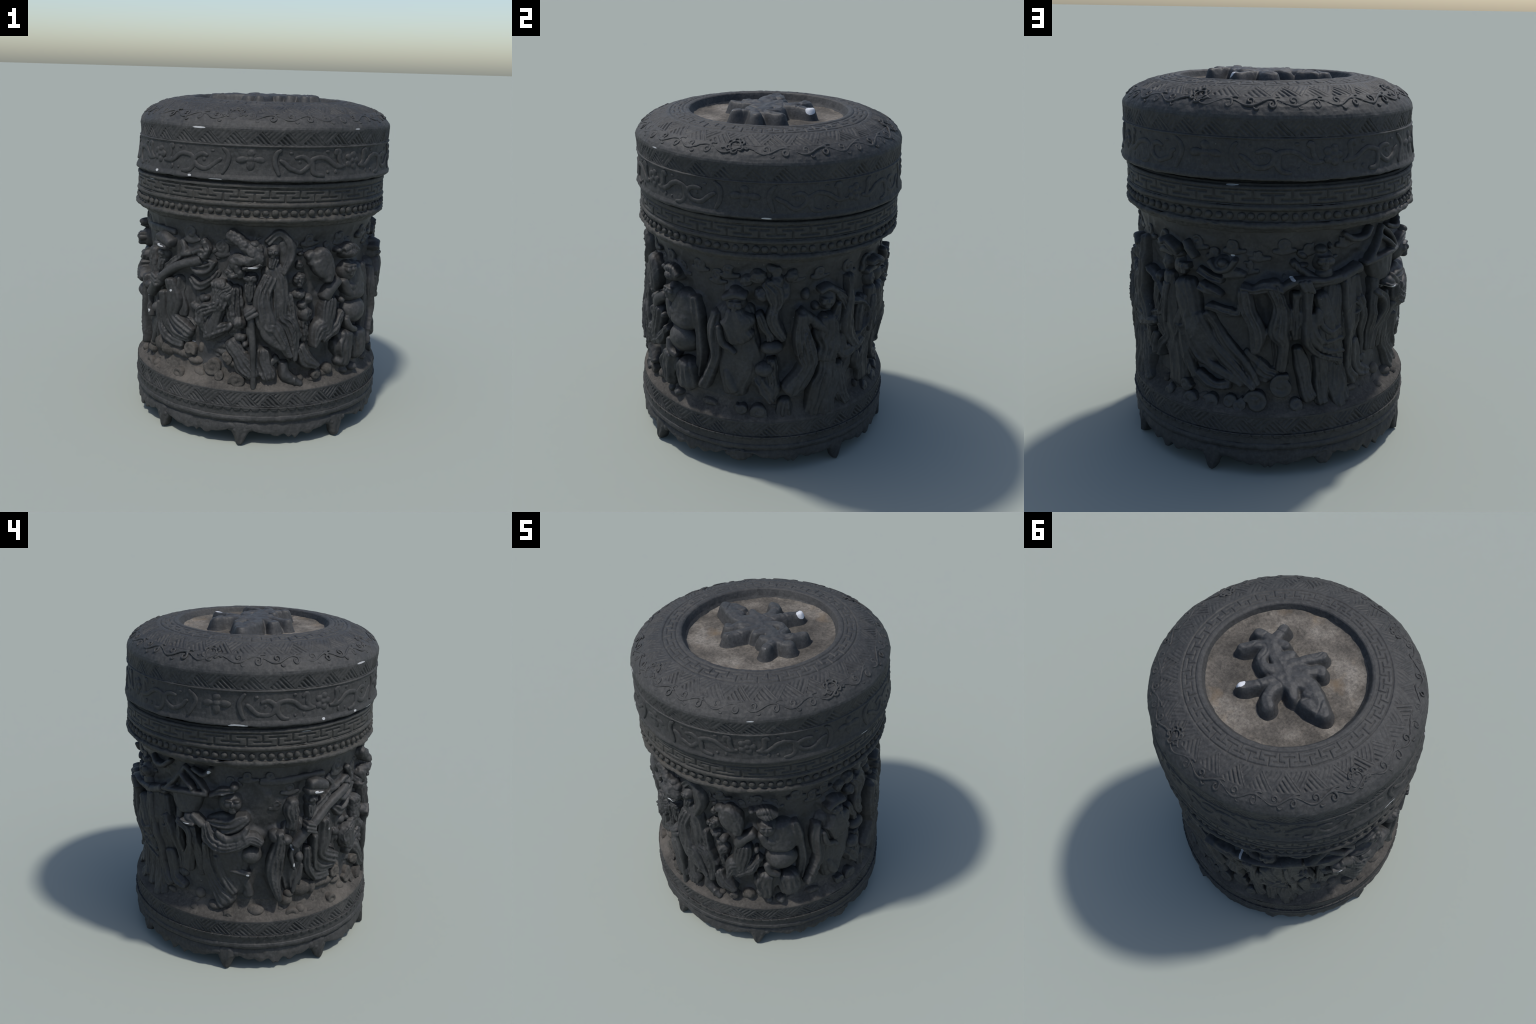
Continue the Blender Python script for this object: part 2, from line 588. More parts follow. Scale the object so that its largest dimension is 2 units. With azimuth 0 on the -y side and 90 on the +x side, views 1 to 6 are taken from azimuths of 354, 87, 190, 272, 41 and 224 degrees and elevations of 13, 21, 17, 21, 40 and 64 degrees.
def branch(name):
    e = bpy.data.objects.new(name, None)
    SCENE.objects.link(e)
    e.parent = JAR
    return e

# ================================================================== LID
lid = branch("lid")

# sunken floor of the lid, with a dusty crust, gently uneven
RF = .452
rr = np.concatenate([[.001], np.linspace(.012, RF, 90)])
th = np.arange(360) / 360 * TAU
Tq, Rq = np.meshgrid(th, rr)
fl = around(Tq, Rq, 0 * Tq + 1.921).reshape(-1, 3)
fl[:, 2] += .004 * grain(fl, 8, 7) + .002 * grain(fl, 30, 8) + .010 * smooth01((np.hypot(fl[:, 0], fl[:, 1]) - .41) / .045)
fl[:, 2] += .021 * fl[:, 0] - .001
fl[:, 0] += .012
fl[:, 1] -= .004
add_mesh("dusty_floor", fl, grid_faces(len(rr), 360), FLOOR_DUST, lid)


def offset_ring(ob):
    """The recess sits a touch off the lid's centre."""
    me = ob.data
    co = np.empty(len(me.vertices) * 3, np.float32)
    me.vertices.foreach_get("co", co)
    co = co.reshape(-1, 3)
    r = np.hypot(co[:, 0], co[:, 1])
    k = np.clip((.76 - r) / .28, 0, 1)
    co[:, 0] += .012 * k
    co[:, 1] -= .004 * k
    me.vertices.foreach_set("co", co.ravel())
    me.update()


offset_ring(turned("recess_wall", [(.425, 1.912), (.440, 1.930), (.450, 1.950), (.457, 1.964), (.464, 1.969), (.474, 1.9705)], LID_SKIN, lid, step=.005, cols=720))
offset_ring(turned("fret_border", [(.474, 1.9705), (.480, 1.970), (.530, 1.964), (.583, 1.953)], LID_SKIN, lid, step=.0035, cols=1200,
       relief=key_fret(31, .53, .107, .16, .86, depth=.006, half=.004, tilt=.2)))
offset_ring(turned("hatched_border", [(.583, 1.953), (.635, 1.938), (.688, 1.913)], LID_SKIN, lid, step=.0035,
       relief=hatching(30, .63, .05, .97, depth=.006, strokes=5)))
shoulder = offset_ring(turned("scroll_border", [(.688, 1.913), (.715, 1.897), (.740, 1.876), (.757, 1.856), (.766, 1.842), (.770, 1.829)], LID_SKIN, lid, step=.0045, cols=1080, rubbing=1.6))
turned("hatched_band", [(.770, 1.829), (.7705, 1.822), (.768, 1.78), (.767, 1.745)], SKIN, lid, step=.0035,
       relief=hatching(32, .77, .10, .96, depth=.008, strokes=5, tilt=.2, plain=.35))
turned("blossom_band", [(.767, 1.745), (.7725, 1.741), (.7725, 1.737), (.766, 1.731), (.766, 1.70), (.768, 1.65), (.772, 1.61), (.777, 1.58), (.783, 1.568)],
       SKIN, lid, step=.005, cols=1080, rubbing=1.4)
turned("lid_lip", [(.783, 1.568), (.786, 1.562), (.787, 1.556), (.784, 1.549), (.776, 1.546), (.74, 1.546), (.71, 1.546)], SKIN, lid, step=.004, cols=720, rubbing=1.6)


def wall_r(z):
    return np.interp(z, [1.56, 1.58, 1.61, 1.65, 1.70, 1.745], [.784, .777, .772, .768, .766, .767])


def vine(points, half=.0140, rise=.008):
    """A flat-topped tendril lying on the blossom band: (angle, z)."""
    pts = [(a, z, float(wall_r(z)) - .004, half if 0 < i < len(points) - 1 else half * .7) for i, (a, z) in enumerate(points)]
    tube(pts, rise + .004, free=True)


def petal(a, z, ra, rz, rot=0, rise=.007):
    blob(a, z, float(wall_r(z)) - .004, ra, rz, rise + .004, rot=rot, free=True)


def blossom_five(a0, z0):
    blob(a0, z0, .762, .017, .017, .018, free=True)
    for k in range(5):
        q = TAU * k / 5 + .3
        petal(a0 + math.degrees(math.sin(q) * .033 / .77), z0 + math.cos(q) * .033, .021, .021, rise=.010)


def blossom_four(a0, z0):
    for dx, dz, ra, rz, rot in ((-.050, 0, .033, .021, 8), (.050, 0, .033, .021, -8), (0, .036, .024, .024, 0), (0, -.030, .024, .034, 0)):
        petal(a0 + math.degrees(dx / .77), z0 + dz, ra, rz, rot, rise=.010)
    petal(a0, z0 + .002, .022, .018, rise=.012)
    for sx in (-1, 1):
        tube([(a0 + sx * 1.3, z0, .769, .003), (a0 + sx * 4.6, z0, .769, .003)], .006, free=True)


HALF_VINES = [
    [(11.3, 1.722), (9.6, 1.700), (8.7, 1.665), (9.6, 1.625), (11.0, 1.588)],
    [(11.6, 1.664), (13.2, 1.650), (14.8, 1.630), (16.6, 1.612), (18.8, 1.606), (21.5, 1.618), (23.3, 1.648), (24.6, 1.672), (28.0, 1.683),
     (31.2, 1.669), (33.4, 1.645), (36.0, 1.630), (39.3, 1.632)],
    [(24.4, 1.668), (24.2, 1.635), (24.4, 1.605), (26.0, 1.588), (28.4, 1.584)],
    [(22.8, 1.650), (22.2, 1.672), (19.8, 1.684), (17.2, 1.676)],
    [(34.2, 1.702), (35.0, 1.718), (36.3, 1.712), (36.0, 1.690), (36.2, 1.660), (37.5, 1.640)],
]
HALF_BUDS = [(34.6, 1.600, .012, .016), (30.6, 1.714, .014, .010), (19.0, 1.655, .012, .014), (31.0, 1.600, .010, .012), (15.5, 1.705, .014, .010)]

quarter = []
for k in range(4):
    c = -11.6 + 90 * k
    for sgn in (-1, 1):
        for v in HALF_VINES:
            vine([(c + sgn * a * 1.05 + rng.normal(0, .25), z + rng.normal(0, .002)) for a, z in v])
        for a, z, ra, rz in HALF_BUDS:
            petal(c + sgn * a * 1.05, z, ra, rz, rise=.006)
    fuse("vine_scroll", SKIN, lid, voxel=.004, soften=2, rubbing=.35)
    blossom_four(c, 1.664)
    fuse("blossom", SKIN, lid, voxel=.004, soften=2, rubbing=.3)
    blossom_five(c + 45, 1.660)
    fuse("blossom", SKIN, lid, voxel=.004, soften=2, rubbing=.3)


# curls and blossoms on the sloping shoulder
def dome_z(r):
    return np.interp(r, [.583, .635, .688, .715, .740, .757, .766, .77], [1.953, 1.938, 1.913, 1.897, 1.876, 1.856, 1.842, 1.829])


def dome_strand(path, half, rise):
    """A tendril on the slope: (angle, radius) points become a small swept bead."""
    p = catmull(path, max(10, len(path) * 5))
    a, r = np.radians(p[:, 0]), p[:, 1]
    k = .012 * np.clip((.76 - r) / .28, 0, 1)
    c = around(a, r, dome_z(r))
    c[:, 0] += k
    nrm = np.stack([np.sin(a) * .55, -np.cos(a) * .55, 0 * a + .83], 1)
    t = np.gradient(c, axis=0)
    t /= np.linalg.norm(t, axis=1)[:, None]
    sd = np.cross(t, nrm)
    taper = np.minimum(1, .35 + 3 * np.minimum(np.linspace(0, 1, len(p)), np.linspace(1, 0, len(p))))
    ph = np.arange(10) / 10 * TAU
    v = (c[:, None] + sd[:, None] * (np.cos(ph)[None, :, None] * (half * taper)[:, None, None])
         + nrm[:, None] * (np.sin(ph)[None, :, None] * (rise * taper)[:, None, None])).reshape(-1, 3)
    f = grid_faces(len(p), 10)
    n = len(v)
    v = np.vstack([v, c[0], c[-1]])
    j = np.arange(10)
    j2 = (j + 1) % 10
    last = (len(p) - 1) * 10
    f = np.vstack([f, np.stack([0 * j + n, j, j2, j2], 1), np.stack([0 * j + n + 1, last + j2, last + j, last + j], 1)])
    heap_add(v, f, 1.0)


def dome_spiral(a0, r0, size, turn, hand):
    q = np.linspace(0, 1, 9)
    ang = turn + hand * q * TAU * 1.15
    rad = size * (1 - .72 * q)
    path = [(a0 + math.degrees(math.sin(w) * m / r0), r0 + math.cos(w) * m) for w, m in zip(ang, rad)]
    dome_strand(path, .0068, .0055)


FLOWER_SPOTS = [(-20.5, .690), (73.5, .690), (163.6, .682), (-106.3, .688)]
N_WAVE = 22
for k in range(N_WAVE):
    a = 360 / N_WAVE * k - 180
    w = 360 / N_WAVE
    # one swing of the running tendril, then a rolled shoot in each hollow
    dome_strand([(a + w * q, .719 + .017 * math.sin(TAU * q)) for q in np.linspace(-.04, 1.04, 13)], .0072, .0055)
    for s, c in ((1, .27), (-1, .77)):
        at = a + w * c + rng.normal(0, .3)
        if min(abs((at - f[0] + 180) % 360 - 180) for f in FLOWER_SPOTS) < 5:
            continue
        dome_spiral(at, .719 - s * .008, .0205 + rng.normal(0, .001), math.pi * (s < 0) + rng.normal(0, .2), s)
        dome_strand([(at + s * 1.2, .719 + s * .022), (at + 2.2, .719 + s * .030), (at + 3.4, .719 + s * .024)], .0065, .005)
fuse("curl_scroll", LID_SKIN, lid, voxel=.0038, soften=1, rubbing=.3)
for a0, r0 in FLOWER_SPOTS:
    for k in range(6):
        q0 = TAU * k / 6
        path = [(a0 + math.degrees(math.sin(q0 + w) * m / r0), r0 + math.cos(q0 + w) * m) for w, m in ((-.45, .034), (-.2, .046), (.2, .046), (.45, .034))]
        dome_strand(path, .0065, .0075)
    ring = [(a0 + math.degrees(math.sin(w) * .027 / r0), r0 + math.cos(w) * .027) for w in np.linspace(0, TAU, 12)]
    dome_strand(ring, .005, .006)
    for s in (-1, 1):
        dome_strand([(a0 + s * 3.9, r0 + .01), (a0 + s * 5.0, r0 + .025), (a0 + s * 6.0, r0 + .015)], .0055, .006)
    fuse("blossom", LID_SKIN, lid, voxel=.0038, soften=1, rubbing=.3)

# raised longevity sign: brush strokes with flat tops and flared flanks
STROKES = [
    [(0.306, -0.085, 0.020), (0.254, -0.096, 0.016), (0.203, -0.098, 0.022)],
    [(0.218, -0.204, 0.018), (0.214, -0.151, 0.016), (0.203, -0.098, 0.022)],
    [(0.301, 0.047, 0.018), (0.258, -0.020, 0.016), (0.189, -0.083, 0.025)],
    [(0.203, -0.098, 0.030), (0.148, -0.049, 0.032), (0.066, -0.017, 0.030), (0.002, 0.012, 0.035)],
    [(0.173, -0.107, 0.018), (0.136, -0.124, 0.014)],
    [(0.190, -0.028, 0.022), (0.173, 0.029, 0.018), (0.113, 0.053, 0.016), (0.049, 0.002, 0.025)],
    [(0.102, -0.055, 0.020), (0.067, -0.106, 0.012)],
    [(0.034, -0.038, 0.025), (-0.004, -0.127, 0.018), (-0.054, -0.209, 0.020)],
    [(-0.011, -0.054, 0.030), (-0.072, -0.092, 0.022), (-0.099, -0.135, 0.018), (-0.124, -0.123, 0.016)],
    [(0.006, 0.024, 0.030), (0.055, 0.113, 0.018), (0.131, 0.222, 0.018)],
    [(-0.016, 0.055, 0.022), (0.001, 0.123, 0.020), (-0.023, 0.195, 0.020), (-0.060, 0.220, 0.020)],
    [(-0.015, 0.030, 0.030), (-0.078, 0.059, 0.018), (-0.120, 0.088, 0.012)],
    [(-0.047, 0.001, 0.040), (-0.124, -0.027, 0.032), (-0.206, 0.008, 0.030), (-0.303, 0.053, 0.022)],
    [(-0.299, 0.048, 0.018), (-0.236, 0.065, 0.020), (-0.176, 0.070, 0.016)],
    [(-0.189, -0.010, 0.020), (-0.150, 0.026, 0.015)],
]
gx, gy = np.meshgrid(np.arange(-.42, .42, .004), np.arange(-.34, .36, .004))
field = np.full(gx.shape, 9.0)
for stroke in STROKES:
    c = catmull(stroke, 12)
    for a, b in zip(c[:-1], c[1:]):
        dd = seg_dist(gx, gy, a[0], a[1], b[0], b[1]) - .5 * (a[2] + b[2])
        h = np.clip(.5 + .5 * (field - dd) / .012, 0, 1)
        field = field * (1 - h) + dd * h - .012 * h * (1 - h)
flat = np.stack([gx.ravel(), gy.ravel(), 0 * gx.ravel()], 1)
field = field + (.003 * grain(flat, 25, 9)).reshape(gx.shape)
FLARE = .040
zz = 1.912 + .086 * (.90 * smooth01(1.14 - (field + .008) / FLARE) + .10 * np.clip(1 - (field + .036) / .040, 0, 1))
zz += (.0055 * grain(flat, 16, 10) + .0018 * grain(flat, 50, 12) - .004 * smooth01(1 - np.abs(grain(flat, 9, 45)) / .12)).reshape(gx.shape) * (field < .01)
lines = np.abs(((gx * .8 + gy * .6) * 17) % 1 - .5)
q = grid_faces(*gx.shape, wrap=False)[:, ::-1]
keepers = (field.ravel()[q] < FLARE - .006).all(1)
q = q[keepers]
used = np.unique(q)
remap = np.zeros(gx.size, int)
remap[used] = np.arange(len(used))
top = np.stack([gx.ravel(), gy.ravel(), zz.ravel()], 1)[used]
top[:, 2] = np.minimum(top[:, 2], 1.9995)
SIGN_OB = add_mesh("longevity_sign", top, remap[q], SIGN_SKIN, lid, real=False)

# ================================================================== COLLAR
collar = branch("collar")


def dip(T, U):
    """The seat of the lid sinks a little toward the back."""
    return -.008 * (1 - np.cos(T - math.radians(20))) * smooth01((U - .15) / .2) * smooth01((1 - U) / .2)


turned("lid_seat", [(.70, 1.546), (.746, 1.545), (.751, 1.538), (.753, 1.536), (.762, 1.536), (.768, 1.532), (.771, 1.522), (.770, 1.513), (.765, 1.509)], COLLAR_SKIN, collar, step=.005, cols=720, fine=dip)
turned("key_fret_band", [(.765, 1.509), (.767, 1.506), (.767, 1.431), (.765, 1.427)], COLLAR_SKIN, collar, step=.0032,
       relief=key_fret(27, .767, .082, .06, .94, depth=.0085, half=.0058, tilt=.18))
turned("collar_moulding", [(.765, 1.427), (.769, 1.424), (.772, 1.419), (.772, 1.412), (.769, 1.406), (.763, 1.402), (.758, 1.398), (.757, 1.392), (.757, 1.352), (.761, 1.347)],
       COLLAR_SKIN, collar, step=.004, cols=720, rubbing=1.3)
turned("collar_lip", [(.761, 1.347), (.770, 1.344), (.776, 1.337), (.777, 1.330), (.772, 1.322), (.758, 1.315), (.752, 1.308), (.742, 1.297), (.727, 1.290), (.712, 1.288)],
       COLLAR_SKIN, collar, step=.004, cols=720, rubbing=3.0)

bead_me = None
N_BEAD = 92
for k in range(N_BEAD):
    a = TAU * k / N_BEAD + rng.normal(0, .004)
    if bead_me is None:
        la = np.linspace(-math.pi / 2, math.pi / 2, 13)
        P, L = np.meshgrid(np.arange(18) / 18 * TAU, la)
        v = .0195 * np.stack([np.cos(L) * np.cos(P), np.cos(L) * np.sin(P), np.sin(L)], -1).reshape(-1, 3)
        v += .0022 * np.stack([grain(v, 70, 20), grain(v, 70, 21), grain(v, 70, 22)], 1)
        ob = add_mesh("bead", v, grid_faces(13, 18)[:, ::-1], COLLAR_SKIN, collar, real=False)
        bead_me = ob.data
    else:
        ob = bpy.data.objects.new("bead", bead_me)
        SCENE.objects.link(ob)
        ob.parent = collar
    at = settle(around(np.array([a]), np.array([.758]), np.array([1.3735 + rng.normal(0, .001)])))[0]
    ob.location = at
    ob.rotation_euler = (rng.uniform(-.5, .5), rng.uniform(-.5, .5), a)
    ob.scale = (rng.uniform(.82, 1.1), rng.uniform(.8, 1.05), rng.uniform(.84, 1.08))

# ================================================================== FIGURES

figure('figure')
part('robe')
tube([(-65.4, 0.912, 0.660, 0.078), (-67.0, 0.714, 0.660, 0.090), (-65.8, 0.527, 0.660, 0.081)], 0.06, folds=5)
tube([(-73.5, 0.887, 0.705, 0.031), (-73.4, 0.801, 0.705, 0.041), (-75.4, 0.660, 0.705, 0.047), (-76.1, 0.561, 0.705, 0.040), (-73.8, 0.459, 0.710, 0.019)], 0.05, folds=4)
tube([(-54.5, 0.652, 0.670, 0.048), (-51.4, 0.538, 0.670, 0.044)], 0.05, folds=3)
tube([(-47.3, 0.937, 0.670, 0.037), (-47.7, 0.839, 0.675, 0.045), (-45.3, 0.719, 0.670, 0.037)], 0.05, folds=2)
part('sleeve')
tube([(-66.8, 1.069, 0.690, 0.038), (-67.5, 0.995, 0.695, 0.043), (-66.8, 0.905, 0.685, 0.039)], 0.045, folds=4)
tube([(-50.8, 0.919, 0.710, 0.039), (-49.3, 0.798, 0.710, 0.050), (-49.8, 0.700, 0.710, 0.048), (-40.5, 0.618, 0.715, 0.038)], 0.05, folds=3)
tube([(-55.7, 0.834, 0.705, 0.021), (-55.1, 0.692, 0.705, 0.027), (-50.3, 0.602, 0.705, 0.030), (-41.0, 0.579, 0.705, 0.025)], 0.045, folds=2)
tube([(-59.6, 0.766, 0.700, 0.018), (-58.5, 0.630, 0.705, 0.024), (-53.5, 0.543, 0.710, 0.027), (-44.3, 0.534, 0.710, 0.025)], 0.04, folds=2)
blob(-75.3, 0.862, 0.695, 0.041, 0.044, 0.05)
part('head')
blob(-57.1, 1.071, 0.675, 0.044, 0.054, 0.07)
face(-57.3, 1.074, 0.755, 0.038)
tube([(-57.6, 1.030, 0.695, 0.034), (-58.6, 0.965, 0.695, 0.021)], 0.05, folds=4)
part('hat')
tube([(-58.8, 1.166, 0.702, 0.033), (-55.3, 1.162, 0.702, 0.041), (-50.4, 1.142, 0.702, 0.031)], 0.06)
tube([(-60.3, 1.127, 0.710, 0.018), (-55.1, 1.114, 0.710, 0.020), (-52.7, 1.112, 0.710, 0.015)], 0.055)
part('bamboo_drum')
tube([(-33.1, 1.074, 0.695, 0.027), (-47.0, 1.012, 0.710, 0.027), (-57.7, 0.915, 0.720, 0.027), (-66.9, 0.801, 0.720, 0.031)], 0.045, flat=True)
part('hand')
blob(-58.7, 0.905, 0.735, 0.039, 0.041, 0.04)
tube([(-62.0, 0.921, 0.766, 0.009), (-57.5, 0.897, 0.766, 0.009)], 0.016)
tube([(-61.6, 0.900, 0.766, 0.009), (-57.0, 0.875, 0.766, 0.009)], 0.016)
tube([(-61.1, 0.940, 0.764, 0.009), (-57.5, 0.921, 0.764, 0.009)], 0.016)
blob(-70.3, 0.840, 0.720, 0.039, 0.031, 0.04)
part('sash')
tube([(-67.6, 0.783, 0.725, 0.013), (-68.4, 0.733, 0.725, 0.013), (-66.5, 0.653, 0.725, 0.011)], 0.03)
blob(-63.8, 0.714, 0.695, 0.032, 0.037, 0.05)
tube([(-61.6, 0.659, 0.685, 0.021), (-64.5, 0.569, 0.690, 0.024), (-66.9, 0.493, 0.695, 0.019)], 0.04)

figure('figure')
part('robe')
tube([(-40.8, 0.953, 0.653, 0.024), (-34.9, 0.913, 0.663, 0.036), (-29.2, 0.955, 0.663, 0.026), (-24.8, 1.010, 0.648, 0.020)], 0.05, folds=2)
tube([(-36.9, 0.902, 0.628, 0.063), (-35.5, 0.750, 0.638, 0.068), (-35.9, 0.620, 0.628, 0.064)], 0.05, folds=5)
blob(-32.8, 0.837, 0.663, 0.039, 0.034, 0.05)
blob(-30.7, 0.850, 0.703, 0.021, 0.018, 0.03)
tube([(-40.1, 0.790, 0.668, 0.021), (-34.5, 0.770, 0.673, 0.023), (-29.0, 0.806, 0.668, 0.021)], 0.04)
blob(-35.7, 0.735, 0.663, 0.039, 0.037, 0.05)
tube([(-46.1, 0.700, 0.648, 0.032), (-39.5, 0.663, 0.658, 0.032), (-38.6, 0.619, 0.653, 0.021)], 0.04, folds=3)
part('basket')
blob(-34.1, 1.039, 0.663, 0.085, 0.044, 0.05)
tube([(-40.6, 1.049, 0.696, 0.011), (-37.0, 1.004, 0.696, 0.013), (-33.1, 0.997, 0.696, 0.013), (-29.4, 1.016, 0.696, 0.012), (-26.4, 1.068, 0.696, 0.010)], 0.03)
tube([(-41.1, 1.047, 0.688, 0.009), (-33.6, 1.076, 0.688, 0.009), (-26.7, 1.066, 0.688, 0.009)], 0.03)
tube([(-38.0, 1.039, 0.703, 0.007), (-33.1, 1.034, 0.703, 0.008), (-28.6, 1.057, 0.703, 0.007)], 0.02)
part('branch')
tube([(-46.6, 1.160, 0.653, 0.018), (-43.6, 1.120, 0.668, 0.021), (-45.4, 1.080, 0.673, 0.024), (-51.2, 1.021, 0.678, 0.026), (-58.6, 0.938, 0.683, 0.030)], 0.045, folds=2)
tube([(-44.9, 1.082, 0.683, 0.016), (-38.5, 1.105, 0.683, 0.018), (-33.8, 1.129, 0.688, 0.015), (-31.2, 1.117, 0.683, 0.013)], 0.04)
tube([(-45.1, 1.173, 0.653, 0.018), (-39.1, 1.179, 0.658, 0.021), (-33.9, 1.195, 0.648, 0.018)], 0.04)
tube([(-32.4, 1.187, 0.648, 0.020), (-25.6, 1.207, 0.653, 0.023), (-23.1, 1.174, 0.658, 0.020), (-27.1, 1.133, 0.658, 0.018), (-30.9, 1.109, 0.668, 0.015)], 0.04)
blob(-33.5, 1.100, 0.693, 0.026, 0.018, 0.04)
tube([(-26.5, 1.090, 0.648, 0.020), (-21.1, 1.107, 0.648, 0.018)], 0.04)

figure('figure')
part('head')
blob(-9.6, 0.987, 0.675, 0.048, 0.048, 0.07)
face(-9.3, 0.995, 0.757, 0.043)
tube([(-9.5, 0.952, 0.695, 0.038), (-9.6, 0.900, 0.695, 0.033), (-9.7, 0.857, 0.690, 0.013)], 0.05, folds=5)
blob(-11.8, 0.995, 0.722, 0.018, 0.015, 0.03)
part('hat')
blob(-9.3, 1.137, 0.665, 0.070, 0.070, 0.09, rough=1.6)
tube([(-12.8, 1.057, 0.722, 0.011), (-8.8, 1.060, 0.722, 0.014), (-5.5, 1.084, 0.722, 0.011)], 0.05)
blob(-10.4, 1.112, 0.735, 0.025, 0.015, 0.03, rough=1.5)
blob(-6.4, 1.157, 0.715, 0.025, 0.030, 0.04, rough=1.5)
blob(-8.4, 1.192, 0.717, 0.027, 0.020, 0.04, rough=1.5)
part('child_head')
blob(-17.7, 1.043, 0.675, 0.045, 0.058, 0.07, rough=1.6)
tube([(-20.1, 1.030, 0.717, 0.015), (-18.1, 1.001, 0.717, 0.018), (-15.0, 1.014, 0.717, 0.015)], 0.04)
part('sleeve')
tube([(-18.9, 0.926, 0.685, 0.038), (-23.4, 0.888, 0.700, 0.043), (-24.8, 0.771, 0.705, 0.046), (-26.9, 0.696, 0.715, 0.044), (-28.7, 0.634, 0.722, 0.041)], 0.05, folds=4)
tube([(-30.2, 0.622, 0.730, 0.026), (-25.7, 0.651, 0.727, 0.028), (-20.6, 0.690, 0.705, 0.026), (-18.0, 0.721, 0.690, 0.021)], 0.045, folds=2)
part('robe')
tube([(-16.6, 0.920, 0.665, 0.056), (-16.8, 0.814, 0.665, 0.056), (-16.3, 0.696, 0.660, 0.057), (-17.9, 0.655, 0.640, 0.062)], 0.06, folds=5, rough=1.5)
blob(-19.8, 0.870, 0.695, 0.031, 0.041, 0.05)
blob(-14.0, 0.726, 0.688, 0.043, 0.043, 0.06, rough=1.3)
blob(-13.7, 0.641, 0.690, 0.036, 0.026, 0.05, rough=1.3)
blob(-11.3, 0.598, 0.685, 0.026, 0.023, 0.05)
tube([(-27.1, 0.558, 0.640, 0.063), (-22.1, 0.548, 0.650, 0.073), (-13.4, 0.560, 0.640, 0.052)], 0.05, folds=3)
part('hand')
blob(-8.7, 0.799, 0.725, 0.048, 0.038, 0.05)
tube([(-11.2, 0.787, 0.762, 0.012), (-7.2, 0.826, 0.762, 0.012)], 0.02)
tube([(-10.4, 0.766, 0.762, 0.012), (-6.0, 0.800, 0.762, 0.012)], 0.02)
part('staff')
tube([(-9.2, 0.803, 0.740, 0.018), (-8.5, 0.687, 0.735, 0.018), (-7.6, 0.554, 0.735, 0.018), (-7.1, 0.343, 0.735, 0.016)], 0.03)
blob(-9.1, 0.685, 0.725, 0.023, 0.046, 0.04)

figure('figure')
part('hood')
tube([(-2.4, 1.197, 0.670, 0.025), (2.7, 1.255, 0.675, 0.027), (7.1, 1.200, 0.685, 0.030), (8.0, 1.113, 0.685, 0.030), (5.5, 1.026, 0.685, 0.030)], 0.06, folds=2)
tube([(5.4, 1.197, 0.675, 0.040), (6.0, 1.085, 0.680, 0.040)], 0.05)
part('head')
blob(0.4, 1.150, 0.680, 0.045, 0.048, 0.07)
face(-0.1, 1.150, 0.760, 0.039)
tube([(0.5, 1.106, 0.700, 0.035), (-0.6, 1.059, 0.700, 0.025)], 0.05, folds=4)
part('robe')
tube([(0.4, 1.045, 0.670, 0.065), (3.4, 0.932, 0.675, 0.061), (3.8, 0.776, 0.680, 0.066), (8.4, 0.704, 0.682, 0.057), (10.6, 0.509, 0.685, 0.023)], 0.07, folds=5)
tube([(7.3, 0.888, 0.685, 0.031), (10.3, 0.691, 0.690, 0.041), (12.7, 0.643, 0.685, 0.031)], 0.05, folds=3)
part('sleeve')
tube([(-0.8, 0.997, 0.700, 0.055), (-4.1, 0.876, 0.715, 0.050), (-1.5, 0.732, 0.720, 0.056), (2.4, 0.704, 0.720, 0.056), (8.3, 0.536, 0.722, 0.018)], 0.05, folds=4)
tube([(-5.2, 0.857, 0.735, 0.018), (-3.8, 0.732, 0.735, 0.018), (-1.4, 0.646, 0.735, 0.020), (7.8, 0.564, 0.738, 0.015)], 0.03)
part('leg')
tube([(14.1, 0.573, 0.690, 0.039), (17.5, 0.501, 0.700, 0.042), (22.1, 0.456, 0.705, 0.029)], 0.05, folds=3)
tube([(6.6, 0.487, 0.665, 0.031), (7.3, 0.420, 0.680, 0.039), (10.6, 0.383, 0.690, 0.034), (14.4, 0.358, 0.695, 0.026)], 0.06)
tube([(3.6, 0.515, 0.670, 0.026), (0.1, 0.483, 0.685, 0.026), (-3.9, 0.445, 0.685, 0.018)], 0.05)

figure('figure')
part('head')
blob(13.5, 0.974, 0.655, 0.049, 0.051, 0.07)
face(12.7, 0.981, 0.737, 0.041)
blob(13.6, 0.891, 0.675, 0.044, 0.031, 0.05)
blob(13.3, 1.062, 0.665, 0.031, 0.031, 0.05, rough=1.6)
blob(14.1, 1.126, 0.650, 0.028, 0.020, 0.05, rough=1.6)
part('robe')
blob(17.3, 0.767, 0.675, 0.047, 0.052, 0.06)
blob(18.0, 0.862, 0.680, 0.031, 0.028, 0.05)
blob(15.8, 0.824, 0.670, 0.036, 0.031, 0.05)
tube([(17.4, 0.728, 0.660, 0.047), (18.3, 0.609, 0.650, 0.042)], 0.05, folds=4, rough=1.5)

figure('figure')
part('fan')
tube([(20.4, 1.113, 0.720, 0.031), (23.1, 1.113, 0.730, 0.059), (25.1, 1.027, 0.733, 0.059), (26.0, 0.973, 0.730, 0.031)], 0.035, folds=5, amp=0.003)
tube([(16.5, 1.111, 0.685, 0.023), (19.4, 1.126, 0.690, 0.028), (18.7, 1.069, 0.690, 0.023)], 0.05)
part('arm')
tube([(34.0, 0.954, 0.695, 0.031), (29.1, 0.917, 0.705, 0.034), (26.3, 0.862, 0.705, 0.036)], 0.05)
blob(35.0, 0.838, 0.732, 0.016, 0.018, 0.03)
part('sleeve')
tube([(28.9, 0.845, 0.690, 0.047), (27.6, 0.758, 0.700, 0.060), (25.6, 0.688, 0.705, 0.060), (23.0, 0.677, 0.710, 0.050), (21.0, 0.578, 0.712, 0.016)], 0.06, folds=5)
